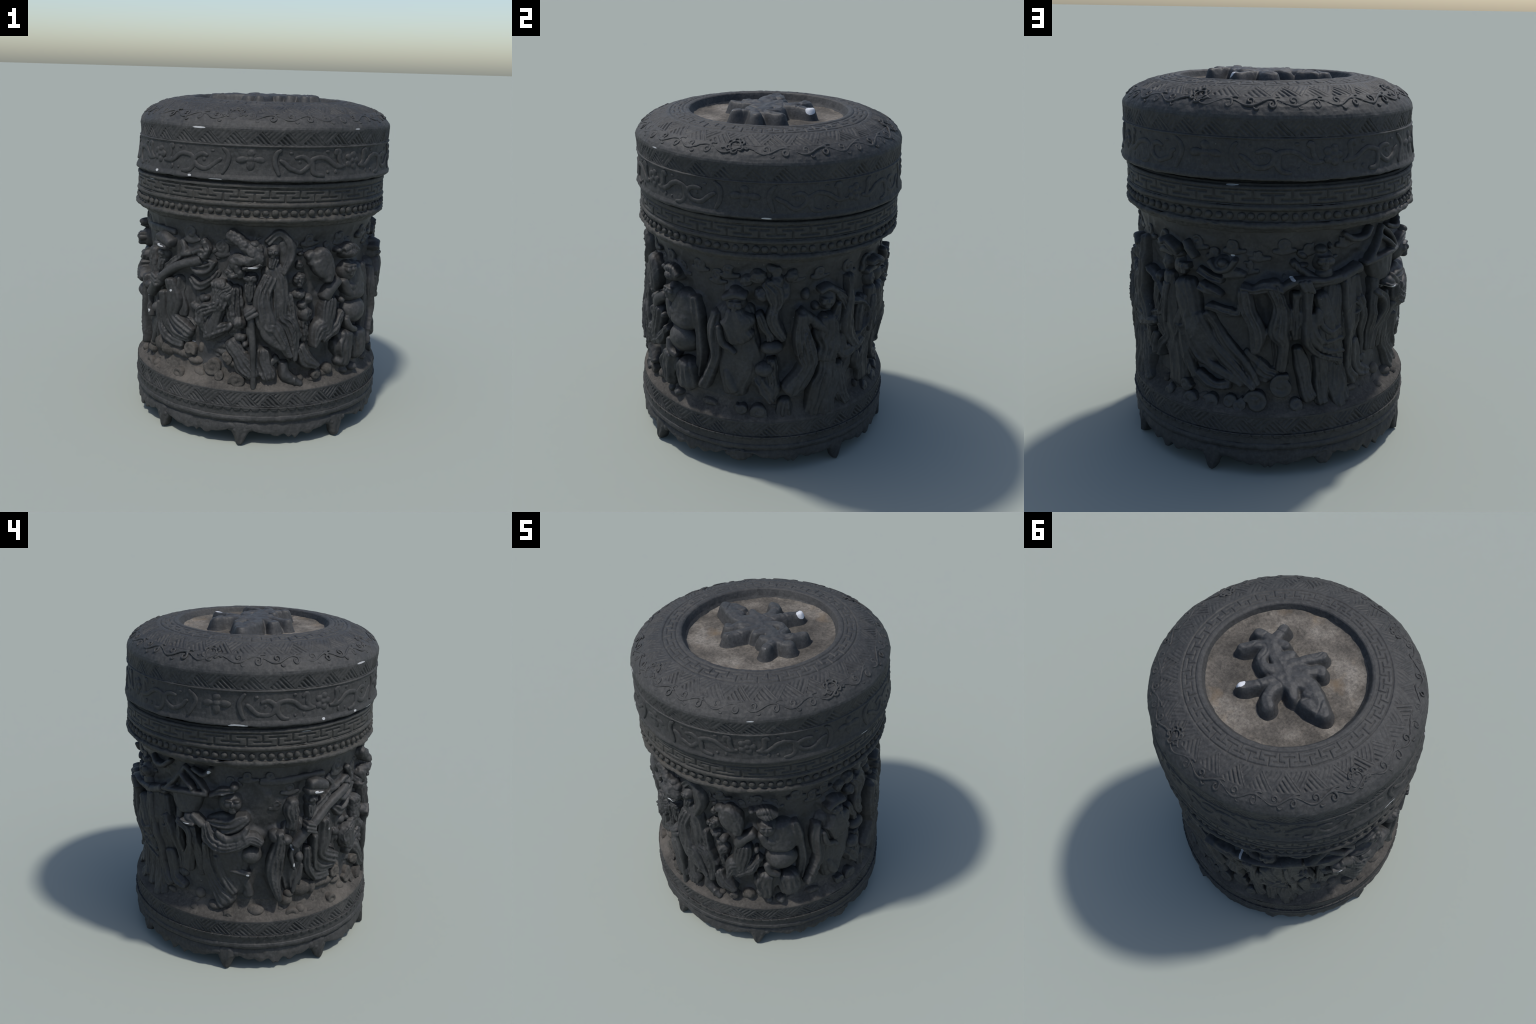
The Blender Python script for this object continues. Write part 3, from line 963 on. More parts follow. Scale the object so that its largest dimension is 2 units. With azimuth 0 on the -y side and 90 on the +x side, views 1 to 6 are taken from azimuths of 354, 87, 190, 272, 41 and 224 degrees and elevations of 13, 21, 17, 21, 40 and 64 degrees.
tube([(36.2, 0.761, 0.705, 0.027), (31.3, 0.670, 0.715, 0.032), (25.1, 0.618, 0.720, 0.032)], 0.045, folds=3)
part('head')
blob(40.6, 0.998, 0.667, 0.066, 0.074, 0.1)
face(40.0, 1.021, 0.775, 0.053)
part('hair')
blob(40.5, 1.113, 0.672, 0.076, 0.042, 0.1)
blob(33.6, 1.134, 0.695, 0.026, 0.021, 0.05)
tube([(36.1, 1.136, 0.697, 0.021), (40.6, 1.149, 0.697, 0.026), (45.0, 1.123, 0.697, 0.021)], 0.06)
part('torso')
tube([(46.3, 0.998, 0.645, 0.091), (46.8, 0.921, 0.657, 0.110), (46.6, 0.854, 0.665, 0.114)], 0.1)
blob(53.6, 0.967, 0.675, 0.043, 0.048, 0.06)
tube([(53.6, 1.013, 0.685, 0.029), (56.1, 0.871, 0.685, 0.038), (57.4, 0.713, 0.685, 0.033), (57.1, 0.546, 0.675, 0.028)], 0.05, folds=2)
blob(42.4, 0.901, 0.710, 0.046, 0.038, 0.05)
blob(49.4, 0.888, 0.725, 0.038, 0.032, 0.04)
part('arm')
tube([(37.6, 0.948, 0.695, 0.029), (39.9, 0.885, 0.707, 0.032), (41.5, 0.857, 0.710, 0.024)], 0.05)
part('belly')
blob(46.9, 0.744, 0.670, 0.110, 0.096, 0.11)
tube([(39.1, 0.713, 0.717, 0.019), (41.0, 0.655, 0.730, 0.022), (45.1, 0.633, 0.730, 0.020)], 0.04)
part('leg')
tube([(39.7, 0.613, 0.692, 0.073), (38.6, 0.531, 0.690, 0.068), (37.9, 0.443, 0.685, 0.057)], 0.08, folds=4)
tube([(49.5, 0.586, 0.690, 0.084), (50.3, 0.473, 0.685, 0.074)], 0.08, folds=5)
tube([(50.1, 0.548, 0.680, 0.039), (51.3, 0.438, 0.685, 0.032)], 0.06, folds=3)
blob(45.4, 0.394, 0.715, 0.035, 0.027, 0.05)
blob(39.9, 0.388, 0.705, 0.027, 0.024, 0.05)

figure('figure')
part('head')
blob(74.1, 1.040, 0.675, 0.063, 0.063, 0.09)
face(74.5, 1.042, 0.775, 0.050)
tube([(69.6, 1.075, 0.712, 0.022), (74.2, 1.099, 0.712, 0.026), (78.7, 1.095, 0.712, 0.021)], 0.06)
blob(74.2, 1.114, 0.697, 0.043, 0.024, 0.06)
part('beard')
tube([(74.4, 0.996, 0.722, 0.058), (75.4, 0.931, 0.728, 0.087), (77.4, 0.847, 0.725, 0.068)], 0.05, folds=11, amp=0.005)
part('robe')
tube([(73.3, 0.977, 0.645, 0.107), (74.9, 0.856, 0.648, 0.138), (76.0, 0.720, 0.648, 0.145), (75.4, 0.607, 0.648, 0.126), (75.1, 0.490, 0.645, 0.092)], 0.09, folds=11, amp=0.007)
tube([(71.2, 0.625, 0.695, 0.023), (72.8, 0.561, 0.705, 0.030), (74.9, 0.508, 0.705, 0.030)], 0.05)
tube([(86.3, 0.576, 0.680, 0.061), (90.1, 0.514, 0.690, 0.066), (92.3, 0.450, 0.690, 0.036)], 0.05, folds=3)
part('sleeve')
tube([(65.2, 0.963, 0.690, 0.037), (64.4, 0.873, 0.700, 0.035), (65.4, 0.767, 0.702, 0.035), (65.5, 0.706, 0.702, 0.035), (63.4, 0.620, 0.702, 0.033), (60.3, 0.502, 0.705, 0.031)], 0.055, folds=2)
tube([(67.4, 0.899, 0.725, 0.015), (69.1, 0.805, 0.725, 0.020), (72.4, 0.779, 0.725, 0.017), (75.0, 0.754, 0.725, 0.015)], 0.04)
part('gourd')
tube([(87.3, 1.168, 0.685, 0.043), (90.5, 1.125, 0.692, 0.057), (91.9, 1.058, 0.682, 0.041), (91.3, 1.012, 0.675, 0.031), (91.0, 0.958, 0.685, 0.046), (93.3, 0.886, 0.680, 0.037), (95.6, 0.830, 0.670, 0.022)], 0.06, folds=3)
part('arm')
tube([(84.4, 0.978, 0.675, 0.029), (87.8, 0.889, 0.675, 0.029), (90.3, 0.829, 0.675, 0.025)], 0.06, folds=3)
part('castanet')
blob(90.9, 0.783, 0.715, 0.064, 0.040, 0.05)
part('castanet')
blob(87.7, 0.652, 0.718, 0.054, 0.044, 0.05)
part('robe')
tube([(90.8, 0.702, 0.675, 0.035), (91.5, 0.601, 0.675, 0.040), (91.4, 0.498, 0.675, 0.046)], 0.06, folds=4)

figure('figure')
part('head')
blob(116.3, 1.046, 0.668, 0.056, 0.079, 0.08)
face(114.7, 1.045, 0.760, 0.046)
tube([(111.3, 1.104, 0.692, 0.019), (115.2, 1.122, 0.692, 0.022), (119.5, 1.090, 0.692, 0.020)], 0.06)
blob(105.7, 1.080, 0.670, 0.029, 0.039, 0.05)
blob(110.7, 1.005, 0.675, 0.025, 0.029, 0.05)
part('hair')
tube([(119.3, 1.096, 0.685, 0.020), (124.8, 1.019, 0.695, 0.035), (126.7, 0.932, 0.700, 0.035), (126.2, 0.846, 0.702, 0.030), (124.6, 0.792, 0.707, 0.023)], 0.05, folds=4)
tube([(121.4, 1.007, 0.700, 0.020), (120.6, 0.935, 0.705, 0.030), (117.5, 0.906, 0.705, 0.025), (114.2, 0.951, 0.700, 0.017)], 0.04, folds=2)
part('sleeve')
tube([(103.0, 0.995, 0.712, 0.024), (109.4, 0.925, 0.712, 0.029), (116.4, 0.848, 0.712, 0.030), (117.2, 0.784, 0.712, 0.023)], 0.045)
tube([(103.1, 0.985, 0.722, 0.031), (103.8, 0.868, 0.725, 0.044), (106.1, 0.743, 0.725, 0.055), (106.9, 0.673, 0.722, 0.058), (103.4, 0.583, 0.720, 0.060), (100.0, 0.521, 0.722, 0.048)], 0.05, folds=5)
part('sash')
tube([(119.8, 0.868, 0.710, 0.023), (121.0, 0.752, 0.720, 0.025), (125.2, 0.687, 0.725, 0.028), (131.8, 0.710, 0.725, 0.026), (137.3, 0.728, 0.720, 0.021)], 0.04, folds=3)
tube([(124.5, 0.831, 0.715, 0.018), (124.7, 0.741, 0.730, 0.020), (128.0, 0.733, 0.730, 0.015)], 0.035)
tube([(129.5, 0.994, 0.690, 0.018), (137.8, 0.957, 0.695, 0.021), (142.9, 0.879, 0.700, 0.024), (140.7, 0.798, 0.700, 0.024), (134.5, 0.756, 0.695, 0.023)], 0.045, folds=2)
tube([(135.5, 0.655, 0.705, 0.021), (135.0, 0.596, 0.710, 0.032), (136.2, 0.542, 0.710, 0.016)], 0.04, folds=2)
part('skirt')
tube([(117.7, 0.686, 0.680, 0.061), (117.2, 0.542, 0.687, 0.093), (115.2, 0.354, 0.695, 0.115)], 0.07, folds=7, amp=0.01)
tube([(124.3, 0.612, 0.685, 0.041), (126.3, 0.480, 0.695, 0.047), (130.0, 0.359, 0.705, 0.037)], 0.05, folds=4)
tube([(97.7, 0.438, 0.685, 0.041), (97.9, 0.356, 0.695, 0.057)], 0.05, folds=3)
part('robe')
tube([(116.2, 0.924, 0.665, 0.074), (117.3, 0.785, 0.670, 0.080), (117.4, 0.689, 0.670, 0.071)], 0.09, folds=5)
tube([(130.1, 0.751, 0.675, 0.036), (129.1, 0.608, 0.675, 0.042), (124.2, 0.496, 0.675, 0.043), (127.3, 0.378, 0.675, 0.032)], 0.06, folds=4)
tube([(142.9, 0.747, 0.685, 0.020), (142.5, 0.665, 0.685, 0.025), (139.4, 0.606, 0.685, 0.026), (137.5, 0.531, 0.685, 0.021)], 0.05, folds=2)
tube([(127.1, 1.153, 0.690, 0.030), (126.9, 1.012, 0.705, 0.036), (126.6, 0.850, 0.715, 0.041), (131.1, 0.734, 0.715, 0.036), (133.7, 0.689, 0.710, 0.021)], 0.05, folds=3)

figure('figure')
part('head')
blob(152.5, 1.073, 0.665, 0.055, 0.060, 0.08)
face(155.6, 1.083, 0.757, 0.045)
blob(151.4, 1.131, 0.680, 0.041, 0.029, 0.06)
part('hat')
tube([(142.0, 1.178, 0.690, 0.019), (147.0, 1.188, 0.697, 0.029), (150.3, 1.161, 0.692, 0.031), (152.8, 1.136, 0.685, 0.024)], 0.06, folds=2)
tube([(156.2, 1.208, 0.695, 0.019), (158.2, 1.170, 0.700, 0.019), (160.1, 1.133, 0.695, 0.016)], 0.05)
tube([(144.7, 1.200, 0.735, 0.012), (146.2, 1.186, 0.745, 0.014)], 0.03)
part('robe')
tube([(154.2, 0.986, 0.660, 0.063), (156.1, 0.897, 0.670, 0.072), (158.6, 0.776, 0.675, 0.083), (161.4, 0.678, 0.672, 0.093), (164.5, 0.601, 0.665, 0.083)], 0.08, folds=7, amp=0.005)
tube([(156.9, 0.826, 0.705, 0.022), (157.7, 0.698, 0.707, 0.024), (159.8, 0.622, 0.707, 0.025), (165.5, 0.571, 0.710, 0.024), (173.3, 0.522, 0.715, 0.024), (179.0, 0.484, 0.715, 0.019)], 0.05, folds=2)
tube([(161.2, 0.836, 0.700, 0.026), (165.4, 0.718, 0.702, 0.029), (169.5, 0.642, 0.705, 0.031), (177.0, 0.558, 0.710, 0.031), (184.8, 0.469, 0.715, 0.022)], 0.05, folds=3)
tube([(165.3, 0.854, 0.695, 0.021), (169.7, 0.751, 0.695, 0.024), (174.5, 0.674, 0.697, 0.026), (180.6, 0.595, 0.700, 0.026), (185.9, 0.487, 0.707, 0.017)], 0.05, folds=2)
tube([(166.3, 0.654, 0.675, 0.024), (172.6, 0.578, 0.677, 0.029), (178.7, 0.515, 0.680, 0.024)], 0.05, folds=3)
tube([(152.0, 0.756, 0.695, 0.025), (152.8, 0.660, 0.695, 0.032), (155.4, 0.552, 0.700, 0.030), (157.7, 0.484, 0.700, 0.020)], 0.05, folds=3)
tube([(159.9, 0.504, 0.707, 0.025), (167.0, 0.457, 0.712, 0.030), (174.2, 0.468, 0.712, 0.024)], 0.045, folds=2)
tube([(159.1, 0.713, 0.730, 0.012), (163.0, 0.636, 0.732, 0.015), (165.9, 0.575, 0.732, 0.017), (173.1, 0.535, 0.735, 0.017), (177.6, 0.501, 0.735, 0.015)], 0.03)
part('sleeve')
tube([(146.0, 0.965, 0.695, 0.027), (145.2, 0.881, 0.702, 0.035), (144.0, 0.793, 0.700, 0.025), (143.8, 0.744, 0.700, 0.011)], 0.05, folds=3)
tube([(163.0, 0.991, 0.700, 0.033), (167.4, 0.972, 0.707, 0.028), (171.1, 0.951, 0.712, 0.014)], 0.045, folds=2)
tube([(165.6, 0.890, 0.717, 0.021), (172.4, 0.864, 0.720, 0.023), (177.9, 0.871, 0.717, 0.021), (179.2, 0.918, 0.705, 0.016)], 0.04, folds=2)
part('lotus')
blob(171.3, 1.116, 0.685, 0.060, 0.039, 0.05, rot=25)
blob(172.5, 1.125, 0.725, 0.028, 0.023, 0.03)
tube([(167.1, 1.131, 0.720, 0.014), (170.2, 1.087, 0.720, 0.016), (174.7, 1.099, 0.720, 0.016), (177.6, 1.146, 0.720, 0.014)], 0.035)
tube([(172.6, 1.057, 0.685, 0.019), (177.2, 1.076, 0.695, 0.028), (180.8, 1.068, 0.690, 0.018)], 0.04)
tube([(160.9, 1.059, 0.675, 0.028), (166.0, 1.041, 0.680, 0.028), (171.2, 1.028, 0.675, 0.023)], 0.045, folds=2)

figure('figure')
part('head')
blob(-147.7, 1.133, 0.655, 0.063, 0.070, 0.09)
face(-148.2, 1.142, 0.757, 0.051)
blob(-148.8, 1.192, 0.675, 0.035, 0.028, 0.06)
blob(-145.4, 1.134, 0.700, 0.023, 0.028, 0.05)
tube([(-147.8, 1.074, 0.675, 0.051), (-146.8, 1.028, 0.675, 0.056)], 0.06)
part('hair_ornament')
blob(-156.2, 1.165, 0.665, 0.035, 0.023, 0.05, rot=-30)
blob(-157.3, 1.113, 0.675, 0.049, 0.019, 0.04)
blob(-145.0, 1.206, 0.685, 0.014, 0.021, 0.04)
part('scroll')
tube([(-179.7, 1.010, 0.725, 0.023), (-175.2, 1.001, 0.717, 0.018), (-171.1, 1.021, 0.725, 0.028), (-167.6, 1.013, 0.717, 0.035), (-164.1, 0.998, 0.715, 0.023)], 0.04, folds=2)
tube([(-164.1, 1.014, 0.722, 0.021), (-159.7, 1.045, 0.733, 0.019), (-154.3, 1.049, 0.730, 0.018), (-148.8, 1.040, 0.722, 0.016), (-141.3, 1.051, 0.717, 0.015)], 0.035)
tube([(-139.0, 1.056, 0.695, 0.019), (-135.4, 1.064, 0.705, 0.021), (-130.5, 1.064, 0.700, 0.019)], 0.04)
blob(-167.7, 1.038, 0.717, 0.032, 0.018, 0.04)
part('hand')
tube([(-158.6, 1.050, 0.762, 0.010), (-156.5, 1.005, 0.762, 0.011)], 0.02)
tube([(-156.9, 1.054, 0.762, 0.010), (-154.7, 1.003, 0.762, 0.011)], 0.02)
tube([(-155.2, 1.052, 0.762, 0.010), (-153.3, 0.996, 0.762, 0.011)], 0.02)
part('sleeve')
tube([(-179.0, 0.996, 0.725, 0.028), (-177.6, 0.904, 0.725, 0.037), (-174.5, 0.789, 0.722, 0.040), (-174.1, 0.672, 0.717, 0.024)], 0.04, folds=3)
tube([(-168.0, 1.013, 0.712, 0.041), (-165.8, 0.939, 0.712, 0.039), (-164.7, 0.879, 0.712, 0.040), (-165.7, 0.778, 0.712, 0.047), (-164.2, 0.713, 0.712, 0.036), (-164.8, 0.568, 0.712, 0.029)], 0.045, folds=4)
tube([(-159.0, 0.977, 0.685, 0.028), (-159.2, 0.865, 0.680, 0.033), (-158.5, 0.735, 0.675, 0.029)], 0.05, folds=4)
tube([(-155.3, 1.010, 0.725, 0.032), (-155.1, 0.876, 0.725, 0.026), (-154.5, 0.759, 0.725, 0.024), (-153.7, 0.703, 0.725, 0.021), (-149.0, 0.640, 0.728, 0.022), (-139.2, 0.594, 0.725, 0.019)], 0.04, folds=2)
tube([(-139.6, 1.024, 0.717, 0.013), (-138.7, 0.870, 0.717, 0.019), (-136.3, 0.708, 0.717, 0.022), (-135.5, 0.596, 0.717, 0.022), (-133.7, 0.520, 0.717, 0.030), (-130.9, 0.461, 0.717, 0.040)], 0.04, folds=2)
part('robe')
tube([(-143.2, 0.996, 0.665, 0.057), (-144.5, 0.877, 0.680, 0.086), (-145.2, 0.727, 0.687, 0.096), (-143.6, 0.684, 0.690, 0.073), (-141.7, 0.643, 0.690, 0.054)], 0.07, folds=6, amp=0.006)
tube([(-150.3, 0.961, 0.700, 0.023), (-148.8, 0.897, 0.707, 0.026), (-144.8, 0.865, 0.710, 0.021)], 0.04)
tube([(-148.9, 0.906, 0.727, 0.013), (-149.9, 0.836, 0.738, 0.014), (-146.4, 0.775, 0.742, 0.015), (-141.7, 0.793, 0.735, 0.012)], 0.03)
tube([(-150.8, 0.899, 0.727, 0.013), (-152.2, 0.800, 0.740, 0.015), (-148.3, 0.718, 0.744, 0.016), (-140.2, 0.728, 0.736, 0.014)], 0.03)
tube([(-153.1, 0.872, 0.727, 0.013), (-153.6, 0.761, 0.740, 0.016), (-150.6, 0.698, 0.744, 0.017), (-145.3, 0.656, 0.742, 0.016), (-138.6, 0.647, 0.735, 0.013)], 0.03)
part('skirt')
tube([(-157.8, 0.678, 0.680, 0.034), (-155.1, 0.543, 0.690, 0.041), (-153.2, 0.405, 0.700, 0.037)], 0.055, folds=4)
tube([(-146.6, 0.575, 0.680, 0.034), (-146.2, 0.429, 0.680, 0.030)], 0.05, folds=3)
tube([(-139.7, 0.562, 0.680, 0.064), (-140.4, 0.460, 0.690, 0.065), (-139.2, 0.342, 0.692, 0.040)], 0.06, folds=5)
tube([(-165.3, 0.725, 0.650, 0.043), (-164.4, 0.586, 0.655, 0.044)], 0.05, folds=4)
tube([(-179.8, 0.641, 0.650, 0.044), (-171.7, 0.540, 0.670, 0.058), (-168.7, 0.522, 0.675, 0.054)], 0.05, folds=4)

figure('figure')
part('robe')
tube([(-149.4, 0.960, 0.702, 0.039), (-145.7, 0.807, 0.707, 0.061), (-142.2, 0.643, 0.702, 0.050), (-139.6, 0.571, 0.700, 0.028)], 0.055, folds=5)
tube([(-137.9, 1.031, 0.685, 0.032), (-137.6, 0.871, 0.690, 0.038), (-140.2, 0.708, 0.685, 0.039)], 0.05, folds=4)
tube([(-141.8, 0.576, 0.680, 0.050), (-141.6, 0.517, 0.685, 0.051), (-137.0, 0.363, 0.690, 0.045)], 0.05, folds=4)
tube([(-131.7, 0.663, 0.700, 0.038), (-128.8, 0.516, 0.705, 0.041), (-122.6, 0.468, 0.712, 0.025)], 0.045, folds=2)
tube([(-130.7, 0.912, 0.690, 0.029), (-127.4, 0.820, 0.690, 0.032), (-125.9, 0.713, 0.685, 0.022), (-125.6, 0.574, 0.680, 0.014)], 0.045, folds=2)
part('sash')
tube([(-122.2, 0.923, 0.710, 0.021), (-116.1, 0.871, 0.715, 0.026), (-115.8, 0.792, 0.715, 0.029), (-118.6, 0.677, 0.715, 0.035), (-118.5, 0.593, 0.712, 0.032)], 0.045, folds=2)
part('panel')
blob(-131.3, 0.854, 0.670, 0.042, 0.049, 0.05)
tube([(-135.8, 0.893, 0.705, 0.010), (-132.3, 0.894, 0.705, 0.010), (-130.0, 0.851, 0.705, 0.010), (-133.1, 0.834, 0.705, 0.010), (-135.2, 0.860, 0.705, 0.009)], 0.03)
part('cloak')
tube([(-121.1, 0.985, 0.685, 0.030), (-122.7, 0.846, 0.695, 0.025), (-121.5, 0.655, 0.700, 0.025), (-121.1, 0.590, 0.700, 0.023)], 0.05, folds=3)
tube([(-114.2, 0.896, 0.695, 0.030), (-112.8, 0.730, 0.700, 0.031), (-111.8, 0.580, 0.685, 0.031)], 0.05, folds=4)
blob(-124.2, 0.545, 0.675, 0.046, 0.031, 0.05)
tube([(-163.4, 1.040, 0.660, 0.034), (-152.6, 1.024, 0.695, 0.028), (-139.5, 1.046, 0.710, 0.024), (-132.1, 1.085, 0.717, 0.021)], 0.04)
tube([(-160.4, 1.132, 0.670, 0.022), (-155.5, 1.079, 0.680, 0.022), (-149.4, 1.033, 0.690, 0.022)], 0.05)

figure('figure')
part('lantern')
tube([(-117.7, 1.105, 0.697, 0.108), (-117.4, 1.045, 0.697, 0.093), (-116.8, 0.983, 0.692, 0.062)], 0.06, folds=6, amp=0.003, flat=True)
tube([(-130.1, 1.095, 0.725, 0.016), (-116.4, 1.120, 0.735, 0.016), (-106.6, 1.118, 0.717, 0.015)], 0.04)
tube([(-117.9, 1.263, 0.700, 0.013), (-122.2, 1.180, 0.717, 0.014), (-127.6, 1.105, 0.730, 0.015)], 0.035)
tube([(-119.0, 1.206, 0.722, 0.011), (-115.6, 1.177, 0.735, 0.011), (-112.7, 1.144, 0.742, 0.011)], 0.03)
tube([(-118.0, 1.257, 0.700, 0.013), (-112.0, 1.205, 0.710, 0.013), (-106.7, 1.127, 0.717, 0.013)], 0.035)
tube([(-119.0, 1.190, 0.675, 0.041), (-117.7, 1.120, 0.685, 0.077)], 0.05)
part('ring')
tube([(-139.4, 1.264, 0.705, 0.014), (-135.6, 1.232, 0.720, 0.015), (-130.0, 1.235, 0.725, 0.014), (-126.0, 1.276, 0.715, 0.013)], 0.03)
part('ring')
tube([(-114.1, 1.257, 0.705, 0.013), (-110.3, 1.238, 0.720, 0.014), (-107.1, 1.237, 0.727, 0.014), (-104.5, 1.275, 0.715, 0.013)], 0.03)
part('head')
blob(-96.4, 1.077, 0.657, 0.078, 0.078, 0.1)
face(-94.7, 1.083, 0.772, 0.060)
part('cap')
tube([(-105.1, 1.108, 0.685, 0.023), (-99.3, 1.144, 0.697, 0.025), (-94.5, 1.160, 0.697, 0.025)], 0.06, folds=2)
blob(-94.0, 1.176, 0.715, 0.026, 0.025, 0.05)
part('torso')
tube([(-107.2, 0.942, 0.655, 0.036), (-100.2, 0.934, 0.672, 0.066), (-94.1, 0.941, 0.672, 0.076), (-88.8, 0.981, 0.655, 0.031)], 0.08, folds=4)
part('sleeve')
tube([(-107.2, 0.942, 0.715, 0.028), (-105.5, 0.853, 0.722, 0.044), (-99.3, 0.810, 0.725, 0.046), (-91.9, 0.828, 0.722, 0.041), (-86.8, 0.867, 0.717, 0.036), (-82.9, 0.837, 0.715, 0.026)], 0.05, folds=4)
tube([(-102.2, 0.898, 0.730, 0.020), (-96.9, 0.858, 0.735, 0.023), (-90.7, 0.889, 0.730, 0.020), (-88.4, 0.930, 0.720, 0.015)], 0.035)
part('hand')
blob(-114.0, 0.955, 0.733, 0.054, 0.031, 0.045, rot=-25)
tube([(-113.1, 0.988, 0.735, 0.015), (-108.5, 0.933, 0.735, 0.023)], 0.04)
tube([(-118.0, 0.954, 0.775, 0.007), (-114.9, 0.936, 0.775, 0.008), (-111.9, 0.934, 0.775, 0.007)], 0.015)
part('knee')
blob(-86.8, 0.749, 0.688, 0.065, 0.059, 0.08)
part('foot')
tube([(-96.7, 0.640, 0.702, 0.024), (-92.1, 0.638, 0.710, 0.026), (-87.5, 0.624, 0.712, 0.021)], 0.05, folds=2)
part('robe')
tube([(-97.6, 0.792, 0.670, 0.114), (-97.3, 0.650, 0.675, 0.136), (-96.7, 0.545, 0.665, 0.122)], 0.07, folds=7, amp=0.006)
tube([(-107.7, 0.813, 0.707, 0.026), (-108.5, 0.666, 0.707, 0.032), (-106.9, 0.582, 0.707, 0.042), (-102.7, 0.509, 0.707, 0.058), (-99.4, 0.440, 0.702, 0.070)], 0.05, folds=4)
tube([(-103.1, 0.727, 0.717, 0.023), (-99.9, 0.587, 0.717, 0.026), (-94.2, 0.500, 0.717, 0.026)], 0.04, folds=2)
tube([(-88.5, 0.576, 0.700, 0.015), (-88.3, 0.531, 0.705, 0.026), (-88.1, 0.487, 0.710, 0.034)], 0.035)

figure('figure')
part('head')
blob(145, 1.075, .672, .045, .058, .065)
face(145, 1.075, .738, .042)
part('hat')
tube([(141, 1.125, .672, .022), (145, 1.135, .675, .028), (149, 1.125, .672, .022)], .06)
part('robe')
tube([(146, 1.01, .672, .045), (146, .90, .675, .075), (146, .72, .675, .080), (147, .55, .672, .085), (148, .42, .672, .085)], .06, folds=8, amp=.009)
part('sleeve')
tube([(139, .98, .672, .030), (137, .86, .678, .042), (139, .74, .680, .050), (141, .64, .672, .035)], .055, folds=4)
tube([(152, .98, .672, .030), (154, .86, .678, .040), (151, .76, .682, .045), (148, .68, .678, .030)], .055, folds=4)

figure('figure')
part('cloak')
tube([(226, 1.02, .675, .060), (225, .85, .675, .085), (226, .62, .665, .080), (228, .46, .660, .06)], .05, folds=8)
tube([(212, .62, .690, .045), (213, .48, .695, .050), (213, .38, .700, .045)], .05, folds=4)
part('hem')
tube([(-18, .60, .690, .045), (-12, .50, .705, .060), (-8, .42, .715, .050)], .045, folds=5)
tube([(-3, .56, .690, .040), (-2, .47, .705, .050), (0, .41, .715, .040)], .045, folds=4)

finish_part()

# ================================================================== CLOUDS AND ROCKS
def curl(a0, z0, r, size, hand=1, turns=1.3, half=.011, start=0.0):
    """A rolled cloud or wave tip."""
    pts = []
    for q in np.linspace(0, 1, 10):
        w = start + hand * q * TAU * turns
        m = size * (1 - .75 * q)
        pts.append((a0 + math.degrees(math.sin(w) * m / REF), z0 + math.cos(w) * m, r + .005 * q, half))
    tube(pts, .010)
    blob(a0, z0, r - .004, size * .5, size * .5, .011)


CLOUDS = [(-6, 1.20, .705, .035), (18, 1.215, .71, .035), (36, 1.21, .71, .04), (44, 1.16, .70, .035), (70, 1.215, .712, .035), (-96, 1.20, .712, .03), (-68, 1.15, .70, .035), (-74, 1.05, .695, .03), (160, 1.215, .712, .035), (168, 1.165, .705, .03), (196, 1.22, .712, .035), (181, 1.11, .70, .035), (214, 1.17, .708, .035), (-40, 1.225, .715, .052), (-24, 1.155, .705, .045), (10, 1.18, .698, .04), (28, 1.165, .70, .03), (55, 1.225, .712, .04), (64, 1.17, .70, .04),
          (84, 1.16, .70, .05), (100, 1.20, .705, .03), (112, 1.21, .71, .035), (128, 1.20, .71, .045), (142, 1.19, .71, .05), (150, 1.13, .70, .04),
          (176, 1.21, .71, .032), (186, 1.17, .70, .025), (206, 1.205, .71, .03), (222, 1.23, .72, .03), (-88, 1.235, .715, .03), (-78, 1.235, .715, .028), (-18, 1.22, .71, .03)]
for k, (a, z, r, s) in enumerate(CLOUDS):
    curl(a, z, r - .018, s, hand=1 if k % 2 else -1, half=s * .22, start=rng.uniform(0, TAU))
    tube([(a - 4, z - s * .9, r - .026, .014), (a, z - s * 1.05, r - .022, .018), (a + 5, z - s * .8, r - .026, .012)], .016)
    fuse("cloud", FIGURE_SKIN, JAR)
# long cloud bar below the collar on the drummer's side
tube([(-82, 1.195, .690, .022), (-72, 1.198, .696, .024), (-60, 1.207, .696, .022), (-50, 1.205, .70, .02)], .02)
fuse("cloud", FIGURE_SKIN, JAR)
# the spray of rock at the front left that rises under the collar
for a, z, r, rs, rz in ((84, 1.20, .745, .05, .045), (91, 1.16, .75, .045, .06), (86, 1.10, .745, .05, .05), (95, 1.10, .74, .04, .07), (79, 1.17, .735, .04, .04), (90, 1.24, .735, .05, .03), (98, 1.20, .73, .035, .05)):
    blob(a, z, r - .05, rs, rz, .05, rough=1.5, rot=rng.uniform(-40, 40))
    curl(a + rng.normal(0, 1), z, r - .016, rs * .6, hand=1 if rng.random() > .5 else -1, half=.010, start=rng.uniform(0, TAU))
fuse("pine_foliage", FIGURE_SKIN, JAR)
tube([(-19.3, 1.243, 0.700, 0.033), (-6.0, 1.112, 0.715, 0.034), (-16.9, 1.092, 0.700, 0.033), (-13.7, 1.003, 0.685, 0.034)], 0.06, rough=1.6)
tube([(-32.5, 1.190, 0.685, 0.021), (-30.1, 1.130, 0.690, 0.022), (-32.5, 1.088, 0.690, 0.019)], 0.05, rough=1.6)
tube([(-24.7, 0.948, 0.685, 0.044), (-23.5, 0.825, 0.697, 0.050), (-32.5, 0.753, 0.705, 0.044), (-29.2, 0.614, 0.708, 0.014)], 0.06, folds=4)
fuse("rock_spray", FIGURE_SKIN, JAR)


